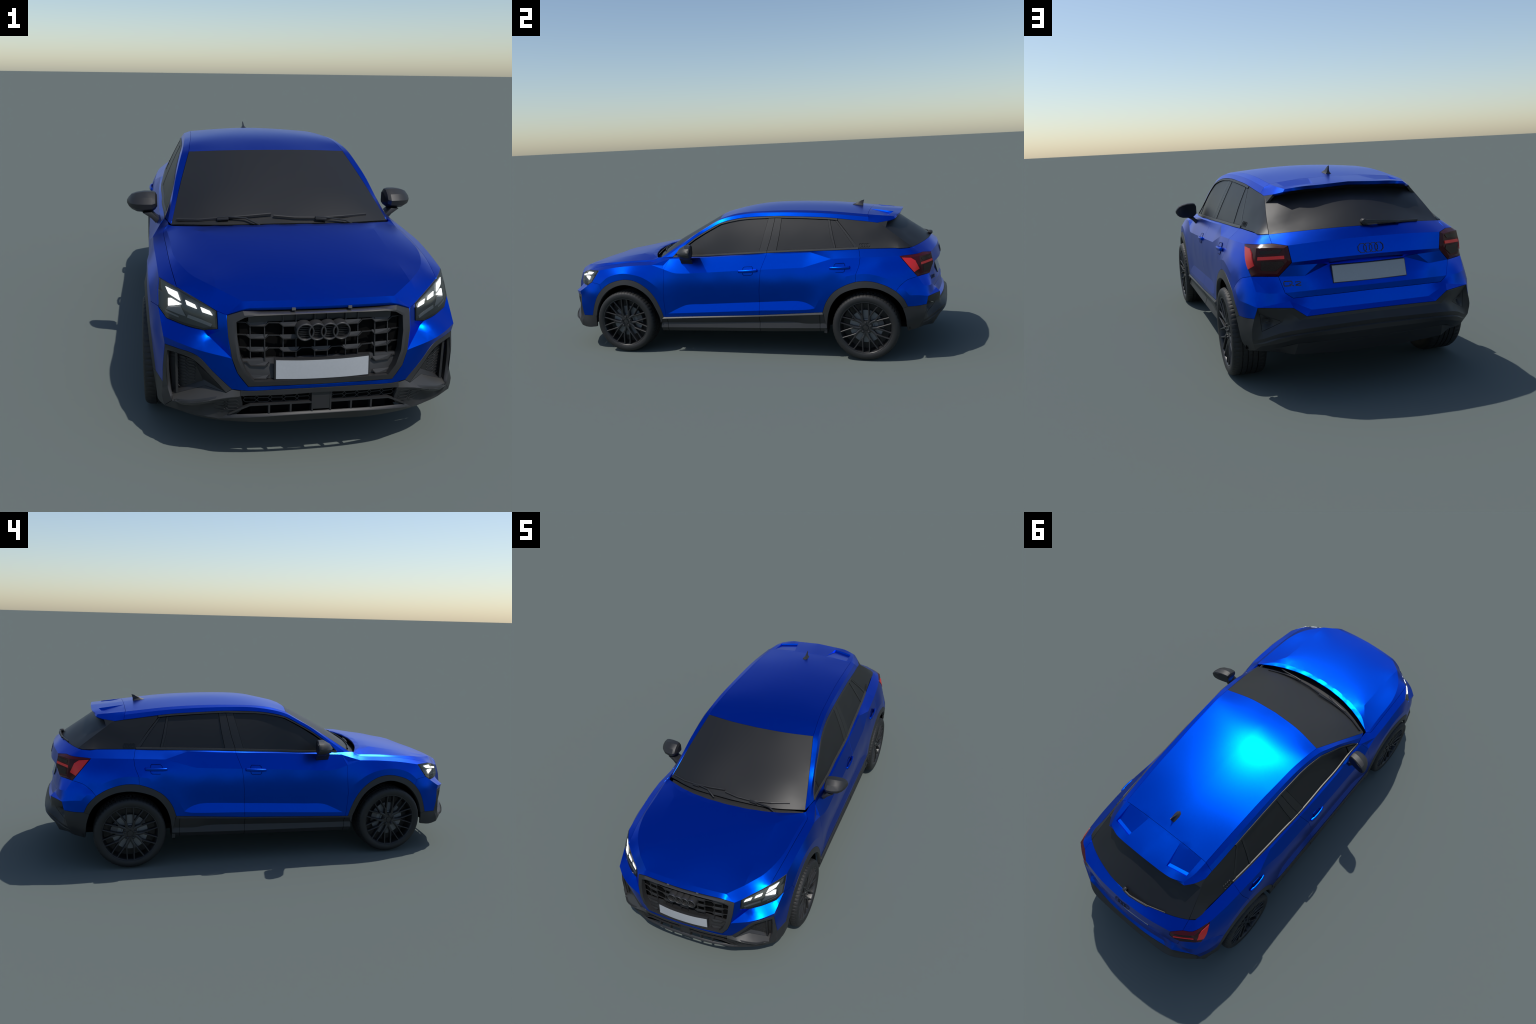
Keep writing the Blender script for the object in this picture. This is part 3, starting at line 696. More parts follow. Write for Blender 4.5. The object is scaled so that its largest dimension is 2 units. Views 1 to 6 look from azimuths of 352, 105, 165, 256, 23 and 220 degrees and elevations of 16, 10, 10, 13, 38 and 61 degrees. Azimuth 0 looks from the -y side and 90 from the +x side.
# ------------------------------------------------------------------ dark inner body, floor, wheel housings
V, F = join(box((-.27, -.88, .125), (.27, .86, .36)), box((-.36, -.36, .135), (.36, .40, .46)), box((-.30, -.86, .16), (.30, -.80, .34)), box((-.24, .80, .17), (.24, .90, .42)))
mesh_obj('underbody', V, F, VOID)
rings = []
for y, zt, xb, xt in ((-.40, .478, .33, .31), (-.30, .53, .335, .29), (-.13, .635, .335, .255), (.05, .68, .335, .25), (.30, .68, .33, .245), (.55, .655, .32, .235), (.66, .63, .31, .22), (.80, .53, .29, .25)):
    rings.append([(-xb, y, .44), (xb, y, .44), (xb, y, .485), (xt, y, zt), (-xt, y, zt), (-xb, y, .485)])
V, F = loft(rings); fix_normals(mesh_obj('cabin_interior', V, F, VOID))
Vh = []; Fh = []
for yc, zc, r in ((-.602, .158, .200), (.632, .158, .200)):
    r1 = [(.395, yc + r*math.cos(a), zc + r*math.sin(a)) for a in np.linspace(-.05, math.pi + .05, 30)]
    r2 = [(.27, p[1], p[2]) for p in r1]
    v, f = loft([r1, r2], closed=False, caps=False); v, f = join((v, f), ([(.27, yc, zc)] + r2, [(0, i, i+1) for i in range(1, len(r2))]))
    Vh, Fh = join((Vh, Fh), (v, f))
pair('wheel_housing', Vh, Fh, VOID, smooth=False)
# cowl under the trailing edge of the hood
C('cowl_f', hr1, (.28, -.478, .480), (.20, -.502, .484), (.10, -.523, .488), (0, -.530, .489))
cw = Surf(2, [(0, -.53, .462), (.2, -.505, .458), (.335, -.44, .455), (0, -.46, .478), (.2, -.45, .473), (.34, -.41, .465), (-.2, -.505, .458), (-.335, -.44, .455), (-.2, -.45, .473), (-.34, -.41, .465)])
poly = [(x, -.545 + .095*(abs(x)/.34)**2) for x in np.linspace(-.335, .335, 24)] + [(x, -.455 + .045*(abs(x)/.34)**2) for x in np.linspace(.335, -.335, 24)]
V, F = slab(cw, poly, 1, 0, .004, step=.03); mesh_obj('cowl_panel', V, F, PLASTIC, angle=30)

# ------------------------------------------------------------------ wheels
def revolve(profile, n, mod=None):
    V = []; m = len(profile)
    for i in range(n):
        a = 2*math.pi*i/n
        for j, (x, r) in enumerate(profile):
            rr = r + (mod(i, j) if mod else 0)
            V.append((x, rr*math.cos(a), rr*math.sin(a)))
    F = [(i*m+j, ((i+1) % n)*m+j, ((i+1) % n)*m+j+1, i*m+j+1) for i in range(n) for j in range(m-1)]
    return V, F
RT, RR = .158, .1235       # tyre and rim radius; local x = 0 is the outer tyre face, inwards negative
WT = .122
def groove(c, w=.0035, d=.0045): return [(c + w/2, 0), (c + w/2 - .0006, d), (c - w/2 + .0006, d), (c - w/2, 0)]
tread = []
for c in (-.034, -.053, -.069, -.088): tread += groove(c)
prof = [(-.006, RR - .002), (-.003, RR + .002), (-.0012, RR + .006), (0, RR + .014), (-.0008, RR + .022), (-.004, RR + .028), (-.0085, RT - .0035), (-.014, RT - .0012), (-.020, RT - .0004), (-.026, RT)]
prof += [(x, RT - d) for x, d in tread]
prof += [(-.096, RT), (-.102, RT - .0004), (-.108, RT - .0012), (-.1135, RT - .0035), (-.118, RR + .028), (-WT, RR + .018), (-WT + .002, RR + .004), (-WT + .004, RR - .002)]
ns = 290
def tmod(i, j):
    x = prof[j][0]
    sh = (-.0275 < x < -.007) or (-.1145 < x < -.0945)
    rib = -.086 < x < -.036 and x not in (None,)
    if sh and i % 5 == 0: return -.0018
    if rib and prof[j][1] > RT - .001 and (i + int(-x*600)) % 5 == 0: return -.0018
    return 0
TV, TF = revolve(prof, ns, tmod)
def make_tyre():
    me = bpy.data.meshes.new('tyre'); me.from_pydata(TV, [], TF); me.update(); me.materials.append(RUBBER)
    for p in me.polygons: p.use_smooth = True
    me.set_sharp_from_angle(angle=math.radians(32)); return me
def spoke(path, widths, depths):
    """ridge-topped bar: path of (r, angle, x)"""
    rings = []
    pts = [np.array((x, r*math.cos(a), r*math.sin(a))) for r, a, x in path]
    for i, p in enumerate(pts):
        q0 = pts[max(0, i-1)]; q1 = pts[min(len(pts)-1, i+1)]
        t = q1 - q0; t[0] = 0; t /= np.linalg.norm(t)
        s = np.array((0, -t[2], t[1])); w = widths[i]; d = depths[i]; X = np.array((1.0, 0, 0))
        rings.append([p - s*w*.5 - X*d, p + s*w*.5 - X*d, p + s*w*.46 - X*.0022, p + s*w*.2, p - s*w*.2, p - s*w*.46 - X*.0022])
    return loft(rings)
rimparts = []
lip = [(-.006, RR - .0015), (-.0035, RR + .0005), (-.0032, RR - .0012), (-.006, RR - .004), (-.012, RR - .0055), (-.055, RR - .011), (-.115, RR - .007)]
rimparts.append(revolve(lip, 96)); rimparts.append(revolve([(-.058, .070), (-.058, .1145)], 64))
rad = math.radians
for k in range(5):
    ax = rad(-90 + 72*k)
    for sgn in (-1, 1):
        nd = ax + sgn*rad(18)
        rimparts.append(spoke([(.024, ax + sgn*rad(9), -.0135), (.036, ax + sgn*rad(10.5), -.0125), (.050, ax + sgn*rad(15.5), -.0108), (.0625, nd, -.0098)], [.0145, .0128, .0118, .0105], [.020, .020, .020, .019]))
        for q in (-1, 1):
            rimparts.append(spoke([(.054, nd + q*rad(1.2), -.0108), (.062, nd + q*rad(3.4), -.0096), (.080, nd + q*rad(6.6), -.0080), (.102, nd + q*rad(9.3), -.0062), (RR - .0032, nd + q*rad(10.9), -.0045)], [.0074, .0072, .0068, .0066, .0070], [.019, .019, .020, .021, .022]))
hub = [(-.030, .0325), (-.0185, .0325), (-.0145, .0310), (-.0135, .024), (-.0130, .0150), (-.0150, .0142), (-.0150, .0125), (-.0125, .0118), (-.0120, .0001)]
rimparts.append(revolve(hub, 48))
RV, RF = join(*rimparts)
disc_prof = [(-.040, .030), (-.040, .0785), (-.047, .0785), (-.047, .030)]
BV, BF = join(revolve(disc_prof, 64), revolve([(-.030, .020), (-.032, .036), (-.040, .038)], 40))
nut = loft([[(-.0165, .0056*math.cos(a), .0056*math.sin(a)) for a in np.linspace(0, 2*math.pi, 9)[:-1]], [(-.0125, .0052*math.cos(a), .0052*math.sin(a)) for a in np.linspace(0, 2*math.pi, 9)[:-1]], [(-.0110, .0030*math.cos(a), .0030*math.sin(a)) for a in np.linspace(0, 2*math.pi, 9)[:-1]]])
me_t = make_tyre()
def as_mesh(name, V, F, m_, ang=35):
    me = bpy.data.meshes.new(name); me.from_pydata([tuple(v) for v in V], [], F); me.update(); me.materials.append(m_)
    bm = bmesh.new(); bm.from_mesh(me); bmesh.ops.recalc_face_normals(bm, faces=bm.faces); bm.to_mesh(me); bm.free()
    for p in me.polygons: p.use_smooth = True
    me.set_sharp_from_angle(angle=math.radians(ang)); return me
me_r = as_mesh('rim', RV, RF, RIM); me_b = as_mesh('brake_disc', BV, BF, STEEL); me_n = as_mesh('lug_bolt', *nut, RIM)
cal = []
for r, w in ((.056, .95), (.084, 1.0)):
    cal.append([(x, r*math.cos(a), r*math.sin(a)) for x in (-.034, -.060) for a in (np.linspace(-.42, .42, 7) if x == -.034 else np.linspace(.42, -.42, 7))])
me_c = as_mesh('brake_caliper', *loft(cal), CALIPER, 30)
for sx in (1, -1):
    for yc in (-.604, .630):
        w = bpy.data.objects.new('wheel', None); link(w)
        w.location = (sx*.431, yc, RT); 
        if sx < 0: w.rotation_euler = (0, 0, math.pi)
        for me in (me_t, me_r, me_b): link(bpy.data.objects.new(me.name, me), w)
        c = link(bpy.data.objects.new('brake_caliper', me_c), w)
        c.rotation_euler = (math.radians(8 if sx > 0 else 172), 0, 0)
        for k in range(5):
            a = math.radians(90 + 72*k)
            nb_ = link(bpy.data.objects.new('lug_bolt', me_n), w); nb_.location = (.0045, .0235*math.cos(a), .0235*math.sin(a))

# ------------------------------------------------------------------ headlamps
hl_out = crom(CURVES['hl_top1'])[:-1] + crom(CURVES['hl_top2'])[:-1] + crom([hlF, hlE])[:-1] + crom([hlE, hlD])[:-1] + crom(CURVES['hl_bot'])[:-1] + crom([hlL, hlB])[:-1] + crom(CURVES['hl_side'])[:-1]
HS = Surf(1, hl_out + [(.325, -.868, .375)])
def inset(poly, d):
    poly = np.array(poly, float); n = len(poly)
    area = sum(poly[i][0]*poly[(i+1) % n][1] - poly[(i+1) % n][0]*poly[i][1] for i in range(n))
    out = []
    for i in range(n):
        a, b, c = poly[i-1], poly[i], poly[(i+1) % n]
        n1 = np.array((-(b-a)[1], (b-a)[0])); n2 = np.array((-(c-b)[1], (c-b)[0]))
        n1 /= np.linalg.norm(n1) + 1e-12; n2 /= np.linalg.norm(n2) + 1e-12
        m_ = n1 + n2; m_ /= max(np.linalg.norm(m_), .6)
        out.append(b + m_*d*(1 if area > 0 else -1)*1.0)
    return [tuple(p) for p in out]
hpoly = [(p[0], p[2]) for p in hl_out]
V, F = slab(HS, inset(hpoly, .0011), -1, -.0015, .012, step=.012)
lamp = [mesh_obj('headlamp', V, F, LAMP_HOUSE, angle=35)]
lamp.append(mesh_obj('headlamp', [np.array(v)*mx3 for v in V], [tuple(f)[::-1] for f in F], LAMP_HOUSE, angle=35))
def on_lamp(name, poly, m_, proud=.0008, depth=.003, step=.008):
    V, F = slab(HS, dense(poly + poly[:1], .006), -1, proud, depth, step=step)
    pair(name, V, F, m_, angle=35, parent=lamp[0], parent2=lamp[1])
on_lamp('running_light', [(.366, .407), (.338, .405), (.331, .388), (.343, .3915), (.359, .395)], DRL)
on_lamp('running_light', [(.3605, .3835), (.353, .3865), (.329, .3815), (.361, .3670)], DRL)
on_lamp('running_light', [(.319, .392), (.297, .386), (.293, .378), (.316, .383)], DRL)
on_lamp('running_light', [(.284, .383), (.263, .378), (.257, .370), (.280, .373)], DRL)
on_lamp('lamp_reflector', [(.363, .3635), (.331, .377), (.319, .355), (.366, .3575)], LAMP_LENS, .0003)
on_lamp('lamp_reflector', [(.314, .3605), (.258, .3495), (.262, .343), (.316, .353)], LAMP_LENS, .0005)
on_lamp('lamp_light_guide', [(.369, .3550), (.336, .3510), (.336, .3475), (.367, .3505)], LAMP_LENS, .0009)
rim_p = inset(hpoly, .0012); rim_i = inset(hpoly, .0052)
n = len(rim_p)
Vr = np.vstack([HS(rim_p), HS(rim_i)]); Vr[:, 1] -= .0006
Fr = [(i, (i+1) % n, n + (i+1) % n, n + i) for i in range(n)]
fix_normals(pair('lamp_bezel', Vr, Fr, PLASTIC, parent=lamp[0], parent2=lamp[1], smooth=True))
lens = bpy.data.materials.new("clear_lamp_lens"); lens.use_nodes = True
nt = lens.node_tree; nt.nodes.clear()
outn = nt.nodes.new("ShaderNodeOutputMaterial"); tr = nt.nodes.new("ShaderNodeBsdfTransparent"); gl = nt.nodes.new("ShaderNodeBsdfGlossy"); fr_ = nt.nodes.new("ShaderNodeFresnel"); mxs = nt.nodes.new("ShaderNodeMixShader")
fr_.inputs["IOR"].default_value = 1.45; gl.inputs["Roughness"].default_value = .05; tr.inputs["Color"].default_value = (.93, .95, .95, 1)
nt.links.new(fr_.outputs[0], mxs.inputs[0]); nt.links.new(tr.outputs[0], mxs.inputs[1]); nt.links.new(gl.outputs[0], mxs.inputs[2]); nt.links.new(mxs.outputs[0], outn.inputs[0])
V, F = slab(HS, inset(hpoly, .0012), -1, .0028, .0035, step=.012)
pair('lamp_lens', V, F, lens, angle=35, parent=lamp[0], parent2=lamp[1])

# ------------------------------------------------------------------ tail lamps
tl_out = crom(CURVES['tl_top1'])[:-1] + crom(CURVES['tl_top2'])[:-1] + crom(CURVES['tl_side'])[:-1] + crom([tlb, tlin])[:-1] + crom([tlin, t3])[:-1] + crom([t3, tin])[:-1] + crom([tin, ti])[:-1]
# the lamp wraps round the corner, so it is a panel of its own with a ridge
T2 = Shell()
rg1 = (.352, .876, .486); rg2 = (.358, .881, .445); rg3 = (.352, .889, .408)
lt = (.275, .926, .486); lm = (.270, .936, .445); lb = (.300, .922, .405); mm = (.335, .912, .445)
T2.patch('lens', ['tl_top1', 'tl_top2', [tlf, (.365, .828, .484), rg1], [rg1, (.31, .906, .4875), lt], [lt, ti]], out=(.3, 1, 1), step=.01)
T2.patch('lens', [[tlf, (.365, .828, .484), rg1], [rg1, rg2, rg3], [rg3, tlb], '-tl_side'], out=(1, .3, 0), step=.01)
T2.patch('lens', [[rg1, (.31, .906, .4875), lt], [lt, lm], [lm, lb], [lb, rg3], [rg3, rg2, rg1]], out=(.4, 1, 0), step=.01)
T2.patch('lens', [[lt, ti], [ti, tin], [tin, t3], [t3, lm], [lm, lt]], out=(-.5, 1, 0), step=.01)
T2.patch('lens', [[lm, t3], [t3, tlin], [tlin, lb], [lb, lm]], out=(-.3, 1, -.5), step=.01)
T2.patch('lens', [[lb, tlin], [tlin, tlb], [tlb, rg3], [rg3, lb]], out=(.3, 1, -1), step=.01)
tail = build_part(T2, T2.normals(25), 'lens', 'tail_lamp', DARKRED, 'pair', gap=.0011, flange=.012)
TS = Surf(1, [rg1, rg2, rg3, lt, lm, lb, (.31, .906, .4875)])
TX = Surf(0, [tlf, (.379, .83, .440), tlb, rg1, rg2, rg3, (.365, .828, .484)])
def on_tail(name, surf, poly, m_, proud=.0008, depth=.005, sign=1):
    proud += .0012
    V, F = slab(surf, dense(poly + poly[:1], .006), sign, proud, depth, step=.008)
    pair(name, V, F, m_, angle=35, parent=tail[0], parent2=tail[1])
on_tail('tail_light_bar', TS, [(.351, .4580), (.277, .4630), (.277, .4530), (.353, .4480)], RED, .001)
on_tail('brake_light', TX, [(.797, .483), (.838, .4805), (.858, .468), (.876, .430), (.853, .4165)], RED, .001)
on_tail('tail_lamp_recess', TS, [(.344, .478), (.281, .482), (.290, .470), (.343, .466)], SMOKE, .0005)
on_tail('tail_lamp_recess', TS, [(.343, .444), (.282, .4465), (.278, .436), (.306, .414), (.345, .416)], SMOKE, .0005)

# ------------------------------------------------------------------ front grille
GO = [(0, -.957, .3895), (.09, -.954, .3890), (.145, -.951, .3885), (.188, -.952, .3905), (.2255, -.943, .3765), (.2235, -.961, .33), (.2155, -.9735, .281), (.2025, -.9805, .245), (.1775, -.985, .2118), (.09, -.9965, .2162), (0, -1.0, .2168)]
GI = [(0, -.971, .3845), (.09, -.968, .3835), (.160, -.963, .3815), (.184, -.961, .3775), (.204, -.956, .3655), (.2035, -.968, .33), (.197, -.980, .284), (.184, -.986, .250), (.164, -.990, .2255), (.09, -.9985, .2285), (0, -1.0, .2290)]
def full(h): return [np.array(p) for p in h] + [np.array(p)*mx3 for p in h[-2:0:-1]]
o, i_ = full(GO), full(GI)
mid_ = [a*.35 + b*.65 + np.array((0, -.0025 if b[2] > .24 else 0, 0)) for a, b in zip(o, i_)]
bk0 = [p + np.array((0, .012, 0)) for p in o]; bki = [p*np.array((.985, 1, 1)) + np.array((0, .024, 0)) for p in i_]
V, F = loft([bk0, o, mid_, i_, bki], caps=False)
frame = fix_normals(mesh_obj('grille_frame', V, F, PLASTIC, angle=28))
for p in (frame,):
    pass
# bowed vertical plane of the bars
def gy(x, z, off=0): return -.972 + .55*x*x + off + max(0, z - .28)*.12 - max(0, .28 - z)*.25
xs_ = [(0, 1), (.0156, 1), (.025, 0), (.049, 0), (.061, 1), (.092, 1), (.102, 0), (.127, 0), (.136, 1), (.170, 1), (.180, 0), (.203, 0)]
GIp = [(p[0], p[2]) for p in full(GI)]
bars = []; shelves = []
rows = [.3600, .3295, .2985, .2665, .2360]
for r, z0 in enumerate(rows):
    half = [(x, z0 - .0085*d) for x, d in xs_]
    if r == 4: half = [(x, z) for x, z in half if x <= .1715]
    dy = 0 if r < 3 else -.0065
    if r >= 3: seqs = [[(x, z) for x, z in half if x > .125], [(-x, z) for x, z in half if x > .125]]
    else: seqs = [[(-x, z) for x, z in half[::-1]] + half[1:]]
    for sq in seqs:
        bars.append(sweep([(x, gy(x, z) + dy, z) for x, z in sq], rect(.0040, .0020), up=(0, 0, 1)))
    # sloping shelves behind the lower stretches
    for xa, xb in ((-.0156, .0156), (.061, .092), (.136, .170), (-.092, -.061), (-.170, -.136)):
        if r >= 3 and abs(xa + xb)/2 < .125: continue
        zl = z0 - .0085; o_ = .0028 if r < 3 else .002
        q0 = (xa, gy(xa, zl) + dy, zl - .0008); q1 = (xb, gy(xb, zl) + dy, zl - .0008)
        w_ = .008*(1 if xb > xa else -1)
        q2 = (xb + w_, gy(xb, z0) + dy + o_, z0 + .0008); q3 = (xa - w_, gy(xa, z0) + dy + o_, z0 + .0008)
        d_ = np.array((0, .0015, -.0015))
        lo_ = [tuple(np.array(q) + d_) for q in (q0, q1, q2, q3)]
        shelves.append(([q0, q1, q2, q3] + lo_, [(0, 1, 2, 3), (7, 6, 5, 4), (0, 4, 5, 1), (1, 5, 6, 2), (2, 6, 7, 3), (3, 7, 4, 0)]))
bars += shelves
xv = (.0156, .061, .092, .136, .170)
for k, x in enumerate(xv):
    for s_ in (1, -1):
        zlo = .2727 if x < .125 else (.232 if x > .15 else .228)
        v, f = box((s_*x - .0011, gy(x, .3) + .003, zlo), (s_*x + .0011, gy(x, .3) + .013, .384))
        v = [(p[0], p[1] - gy(x, .3) + gy(x, p[2]), p[2]) for p in v]
        bars.append((v, f))
V, F = join(*bars)
gm = fix_normals(mesh_obj('grille_bars', V, F, PLASTIC))
V, F = box((-.175, -.950, .3615), (.175, -.940, .381)); mesh_obj('grille_upper_panel', V, F, PLASTIC)
V, F = box((-.195, -.943, .24), (.195, -.930, .378)); mesh_obj('radiator_cover', V, F, VOID)
pn = Surf(1, [(0, -.975, .27), (.2, -.958, .27), (-.2, -.958, .27), (0, -.990, .22), (.18, -.974, .22), (-.18, -.974, .22)])
poly = [(p[0]*.99, min(p[2], .2715)) for p in full(GI) if p[2] < .29]
poly = sorted([q for q in poly if q[1] >= .2715], key=lambda q: q[0]) + []
poly = [(-.194, .2715), (-.184, .250), (-.164, .2265), (-.09, .2290), (0, .2295), (.09, .2290), (.164, .2265), (.184, .250), (.194, .2715)]
V, F = slab(pn, poly, -1, 0, .006, step=.03); mesh_obj('grille_lower_panel', V, F, PLASTIC, angle=30)
# clips under the hood edge
V, F = join(box((.064, -.964, .392), (.073, -.955, .3985)), box((-.073, -.964, .392), (-.064, -.955, .3985)))
mesh_obj('hood_catch', V, F, CALIPER)
V, F = box((-.16, -.948, .385), (.16, -.93, .3965)); mesh_obj('hood_seal', V, F, VOID)
# front licence plate, bowed
fp = Surf(1, [(0, -.998, .277), (.113, -.9885, .277), (-.113, -.9885, .277), (0, -.9995, .231), (.113, -.992, .231), (-.113, -.992, .231), (.06, -.9957, .277), (-.06, -.9957, .277), (.06, -.9977, .231), (-.06, -.9977, .231)])
def rrect(x0, z0, x1, z1, n=16): return [(x0 + (x1-x0)*i/n, z0) for i in range(n+1)] + [(x1 - (x1-x0)*i/n, z1) for i in range(n+1)]
V, F = slab(fp, rrect(-.1165, .2285, .1165, .2805), -1, -.0015, .010, step=.012)
hold = mesh_obj('front_licence_plate', V, F, PLASTIC, angle=30)
V, F = slab(fp, rrect(-.113, .2312, .113, .2772), -1, 0, .0012, step=.012)
mesh_obj('plate_face', V, F, PLATE, hold, angle=30)

# emblem: four linked rings
def ring(cx, cz, ro, ri, y0, y1, n=40):
    R = []
    for r, y in ((ro, y1), (ro, y0 + .0015), (ro - .0012, y0), (ri + .0012, y0), (ri, y0 + .0015), (ri, y1)):
        R.append([(cx + r*math.cos(a), y, cz + r*math.sin(a)) for a in np.linspace(0, 2*math.pi, n + 1)[:-1]])
    return loft(R, caps=False)
em = []
for c in (-.0438, -.0146, .0146, .0438): em.append(ring(c, .3440, .0218, .0178, -.9880 + .25*c*c, -.958))
V, F = join(*em); badge = fix_normals(mesh_obj('front_emblem', V, F, BADGE, angle=35))
rib = []
for c in (-.0438, -.0146, .0146, .0438):
    disc = [(c + .0182*math.cos(a), -.9715, .3440 + .0182*math.sin(a)) for a in np.linspace(0, 2*math.pi, 33)[:-1]]
    rib.append((disc, [tuple(range(32))[::-1]]))
    for k in range(-3, 4):
        z = .3440 + k*.0046; hw = math.sqrt(max(.0001e-2, .0175**2 - (k*.0046)**2))
        rib.append(box((c - hw, -.978, z - .0007), (c + hw, -.971, z + .0007)))
V, F = join(*rib); mesh_obj('emblem_backing', V, F, PLASTIC, badge)

# ------------------------------------------------------------------ lower front intake
lowp = []
def fy(x, z): return -.990 + .40*x*x + .0
def hexline(cx, cz, w, h, flat, yf, rad):
    pts = [(cx - w/2, cz), (cx - flat/2, cz + h/2), (cx + flat/2, cz + h/2), (cx + w/2, cz), (cx + flat/2, cz - h/2), (cx - flat/2, cz - h/2)]
    P3 = [(x, yf(x, z), z) for x, z in pts]
    return sweep(P3, [(-rad, -rad*.6), (rad, -rad*.6), (rad, rad*.6), (-rad, rad*.6)], up=(0, -1, 0), closed=True)
mesh_ = []
for sgn in (1, -1):
    for k in range(5):
        for r in range(2):
            cx = .0225 + .020 + .0325*k
            mesh_.append(hexline(sgn*cx, .1855 - .0035*(cx/.19)**2 - .0105*r - .002, .0325, .0105, .022, lambda x, z: fy(x, z) + .006, .0008))
V, F = join(*mesh_); fix_normals(mesh_obj('lower_grille_mesh', V, F, PLASTIC)); bpy.data.objects['lower_grille_mesh']["kind"] = "stuff"
xs2 = np.linspace(-.165, .165, 23)
parts_ = []
for s_ in (1, -1):
    parts_.append(sweep([(s_*x, fy(x, 0) + .002, .1655 - .005*(x/.165)**2) for x in np.linspace(.0235, .172, 12)] + [(s_*.198, -.970, .147), (s_*.222, -.962, .132)], rect(.010, .0042), up=(0, 0, 1)))
for x in (.075, .127):
    for s_ in (1, -1):
        parts_.append(box((s_*x - .0022, fy(x, 0) - .003, .128), (s_*x + .0022, fy(x, 0) + .012, .163)))
parts_.append(box((-.0245, -.9935, .130), (-.0208, -.975, .196))); parts_.append(box((.0208, -.9935, .130), (.0245, -.975, .196)))
V, F = join(*parts_); fix_normals(mesh_obj('lower_grille_frame', V, F, PLASTIC))
V, F = box((-.0205, -.9925, .147), (.0205, -.97, .195)); mesh_obj('radar_cover', V, F, PLASTIC)
V, F = join(box((-.24, -.935, .120), (.24, -.86, .205)), box((-.17, -.965, .130), (.17, -.93, .195)), box((-.30, -.915, .115), (.30, -.84, .125)), box((-.20, -.960, .116), (.20, -.90, .124))); mesh_obj('intake_void', V, F, VOID)
# solid honeycomb corners beside the intake, and the side vents
sp = Shell()
sp.patch('c', ['fin_low', [jb, (.19, -.972, .15), (.20, -.968, .135), lc], '-lip_t', [lo, fob]], out=(.3, -1, 0), interior=[(.27, -.938, .147), (.33, -.905, .137)])
corner = build_part(sp, sp.normals(), 'c', 'bumper_corner_panel', PLASTIC, 'pair', gap=.0004)
CS = Surf(1, [jb, (.19, -.972, .15), (.20, -.968, .135), lc, fmb, fob, lo, (.27, -.938, .147), (.33, -.905, .137), (.24, -.977, .180)])
hx = []
for k in range(5):
    for r in range(4):
        cx = .215 + .031*k + (.0 if r % 2 == 0 else .0); cz = .181 - .0105*r - .005*k
        if cz < .124 + .002*k or cz > .178 - .0055*k: continue
        hx.append(hexline(cx, cz, .029, .0095, .018, lambda x, z: float(CS([[x, z]])[0][1]) - .0008, .0009))
V, F = join(*hx); obs = fix_normals(pair('corner_honeycomb', V, F, PLASTIC))
for o_ in obs: o_["kind"] = "stuff"
sv = Shell()
v4 = (.364, -.868, .266); v5 = (.306, -.912, .260); v6 = (.280, -.914, .200); v7 = (.355, -.872, .158)
sv.patch('v', [[v4, v5], [v5, v6], [v6, v7], [v7, v4]], out=(.3, -1, 0))
vent = build_part(sv, sv.normals(), 'v', 'side_intake', PLASTIC, 'pair', gap=0)
wl = []
for a, b in zip([f4, (.342, -.905, .271), f5, (.268, -.953, .232), f6], [(.342, -.905, .271), f5, (.268, -.953, .232), f6, fi]):
    pass
Vw, Fw = loft([[f4, (.342, -.905, .271), f5, (.268, -.953, .232), f6, fi, fot, (.368, -.891, .18), (.370, -.888, .23)], [v4, (.34, -.886, .264), v5, (.291, -.914, .227), (.281, -.914, .203), v6, v7, (.359, -.869, .19), (.363, -.868, .23)]], caps=False)
fix_normals(pair('intake_wall', Vw, Fw, PLASTIC, angle=30))
VS = Surf(1, [v4, v5, v6, v7])
hx = []
for k in range(-1, 5):
    for r in range(12):
        cx = .288 + .0215*k; cz = .262 - .0086*r
        if not inside([(v4[0]-.01, v4[2]-.004), (v5[0]+.008, v5[2]-.004), (v6[0]+.010, v6[2]+.002), (v7[0]-.01, v7[2]+.008)], (cx, cz)): continue
        hx.append(hexline(cx, cz, .0215, .0086, .012, lambda x, z: float(VS([[x, z]])[0][1]) - .001, .0009))
V, F = join(*hx, box((.3415, -.8935, .160), (.3475, -.875, .268)))
obs = fix_normals(pair('intake_honeycomb', V, F, PLASTIC))
for o_ in obs: o_["kind"] = "stuff"

# ------------------------------------------------------------------ door mirrors
def msec(x, yb, zt, zb, yf, zm):
    h = zt - zb
    return [(x, yb, zb + .004), (x, yb, zt - .004), (x, yb - .004, zt - .0005), (x, yb + (yf - yb)*.42, zt), (x, yb + (yf - yb)*.80, zm + h*.30), (x, yf, zm), (x, yb + (yf - yb)*.93, zb + h*.22), (x, yb + (yf - yb)*.55, zb + .0015), (x, yb - .004, zb)]
secs = [msec(.384, -.226, .541, .505, -.272, .523), msec(.390, -.226, .5515, .497, -.287, .522), msec(.400, -.224, .5545, .490, -.294, .520), msec(.425, -.219, .5545, .4875, -.293, .520), msec(.450, -.213, .550, .489, -.283, .519), msec(.466, -.209, .544, .495, -.268, .519), msec(.476, -.209, .534, .503, -.250, .519), msec(.482, -.212, .525, .513, -.230, .519)]
V, F = loft(secs)
mir = fix_normals(pair('door_mirror', V, F, PLASTIC, angle=24))
mg = Surf(1, [(p[0], p[1], .52) for p in (secs[1][0], secs[3][0], secs[5][0], secs[7][0])] + [(p[0], p[1], .54) for p in (secs[1][0], secs[3][0], secs[5][0])])
V, F = slab(mg, dense([(.391, .502), (.399, .495), (.450, .494), (.466, .501), (.474, .519), (.464, .539), (.450, .545), (.400, .549), (.391, .545)] + [(.391, .502)], .01), 1, .0006, .002)
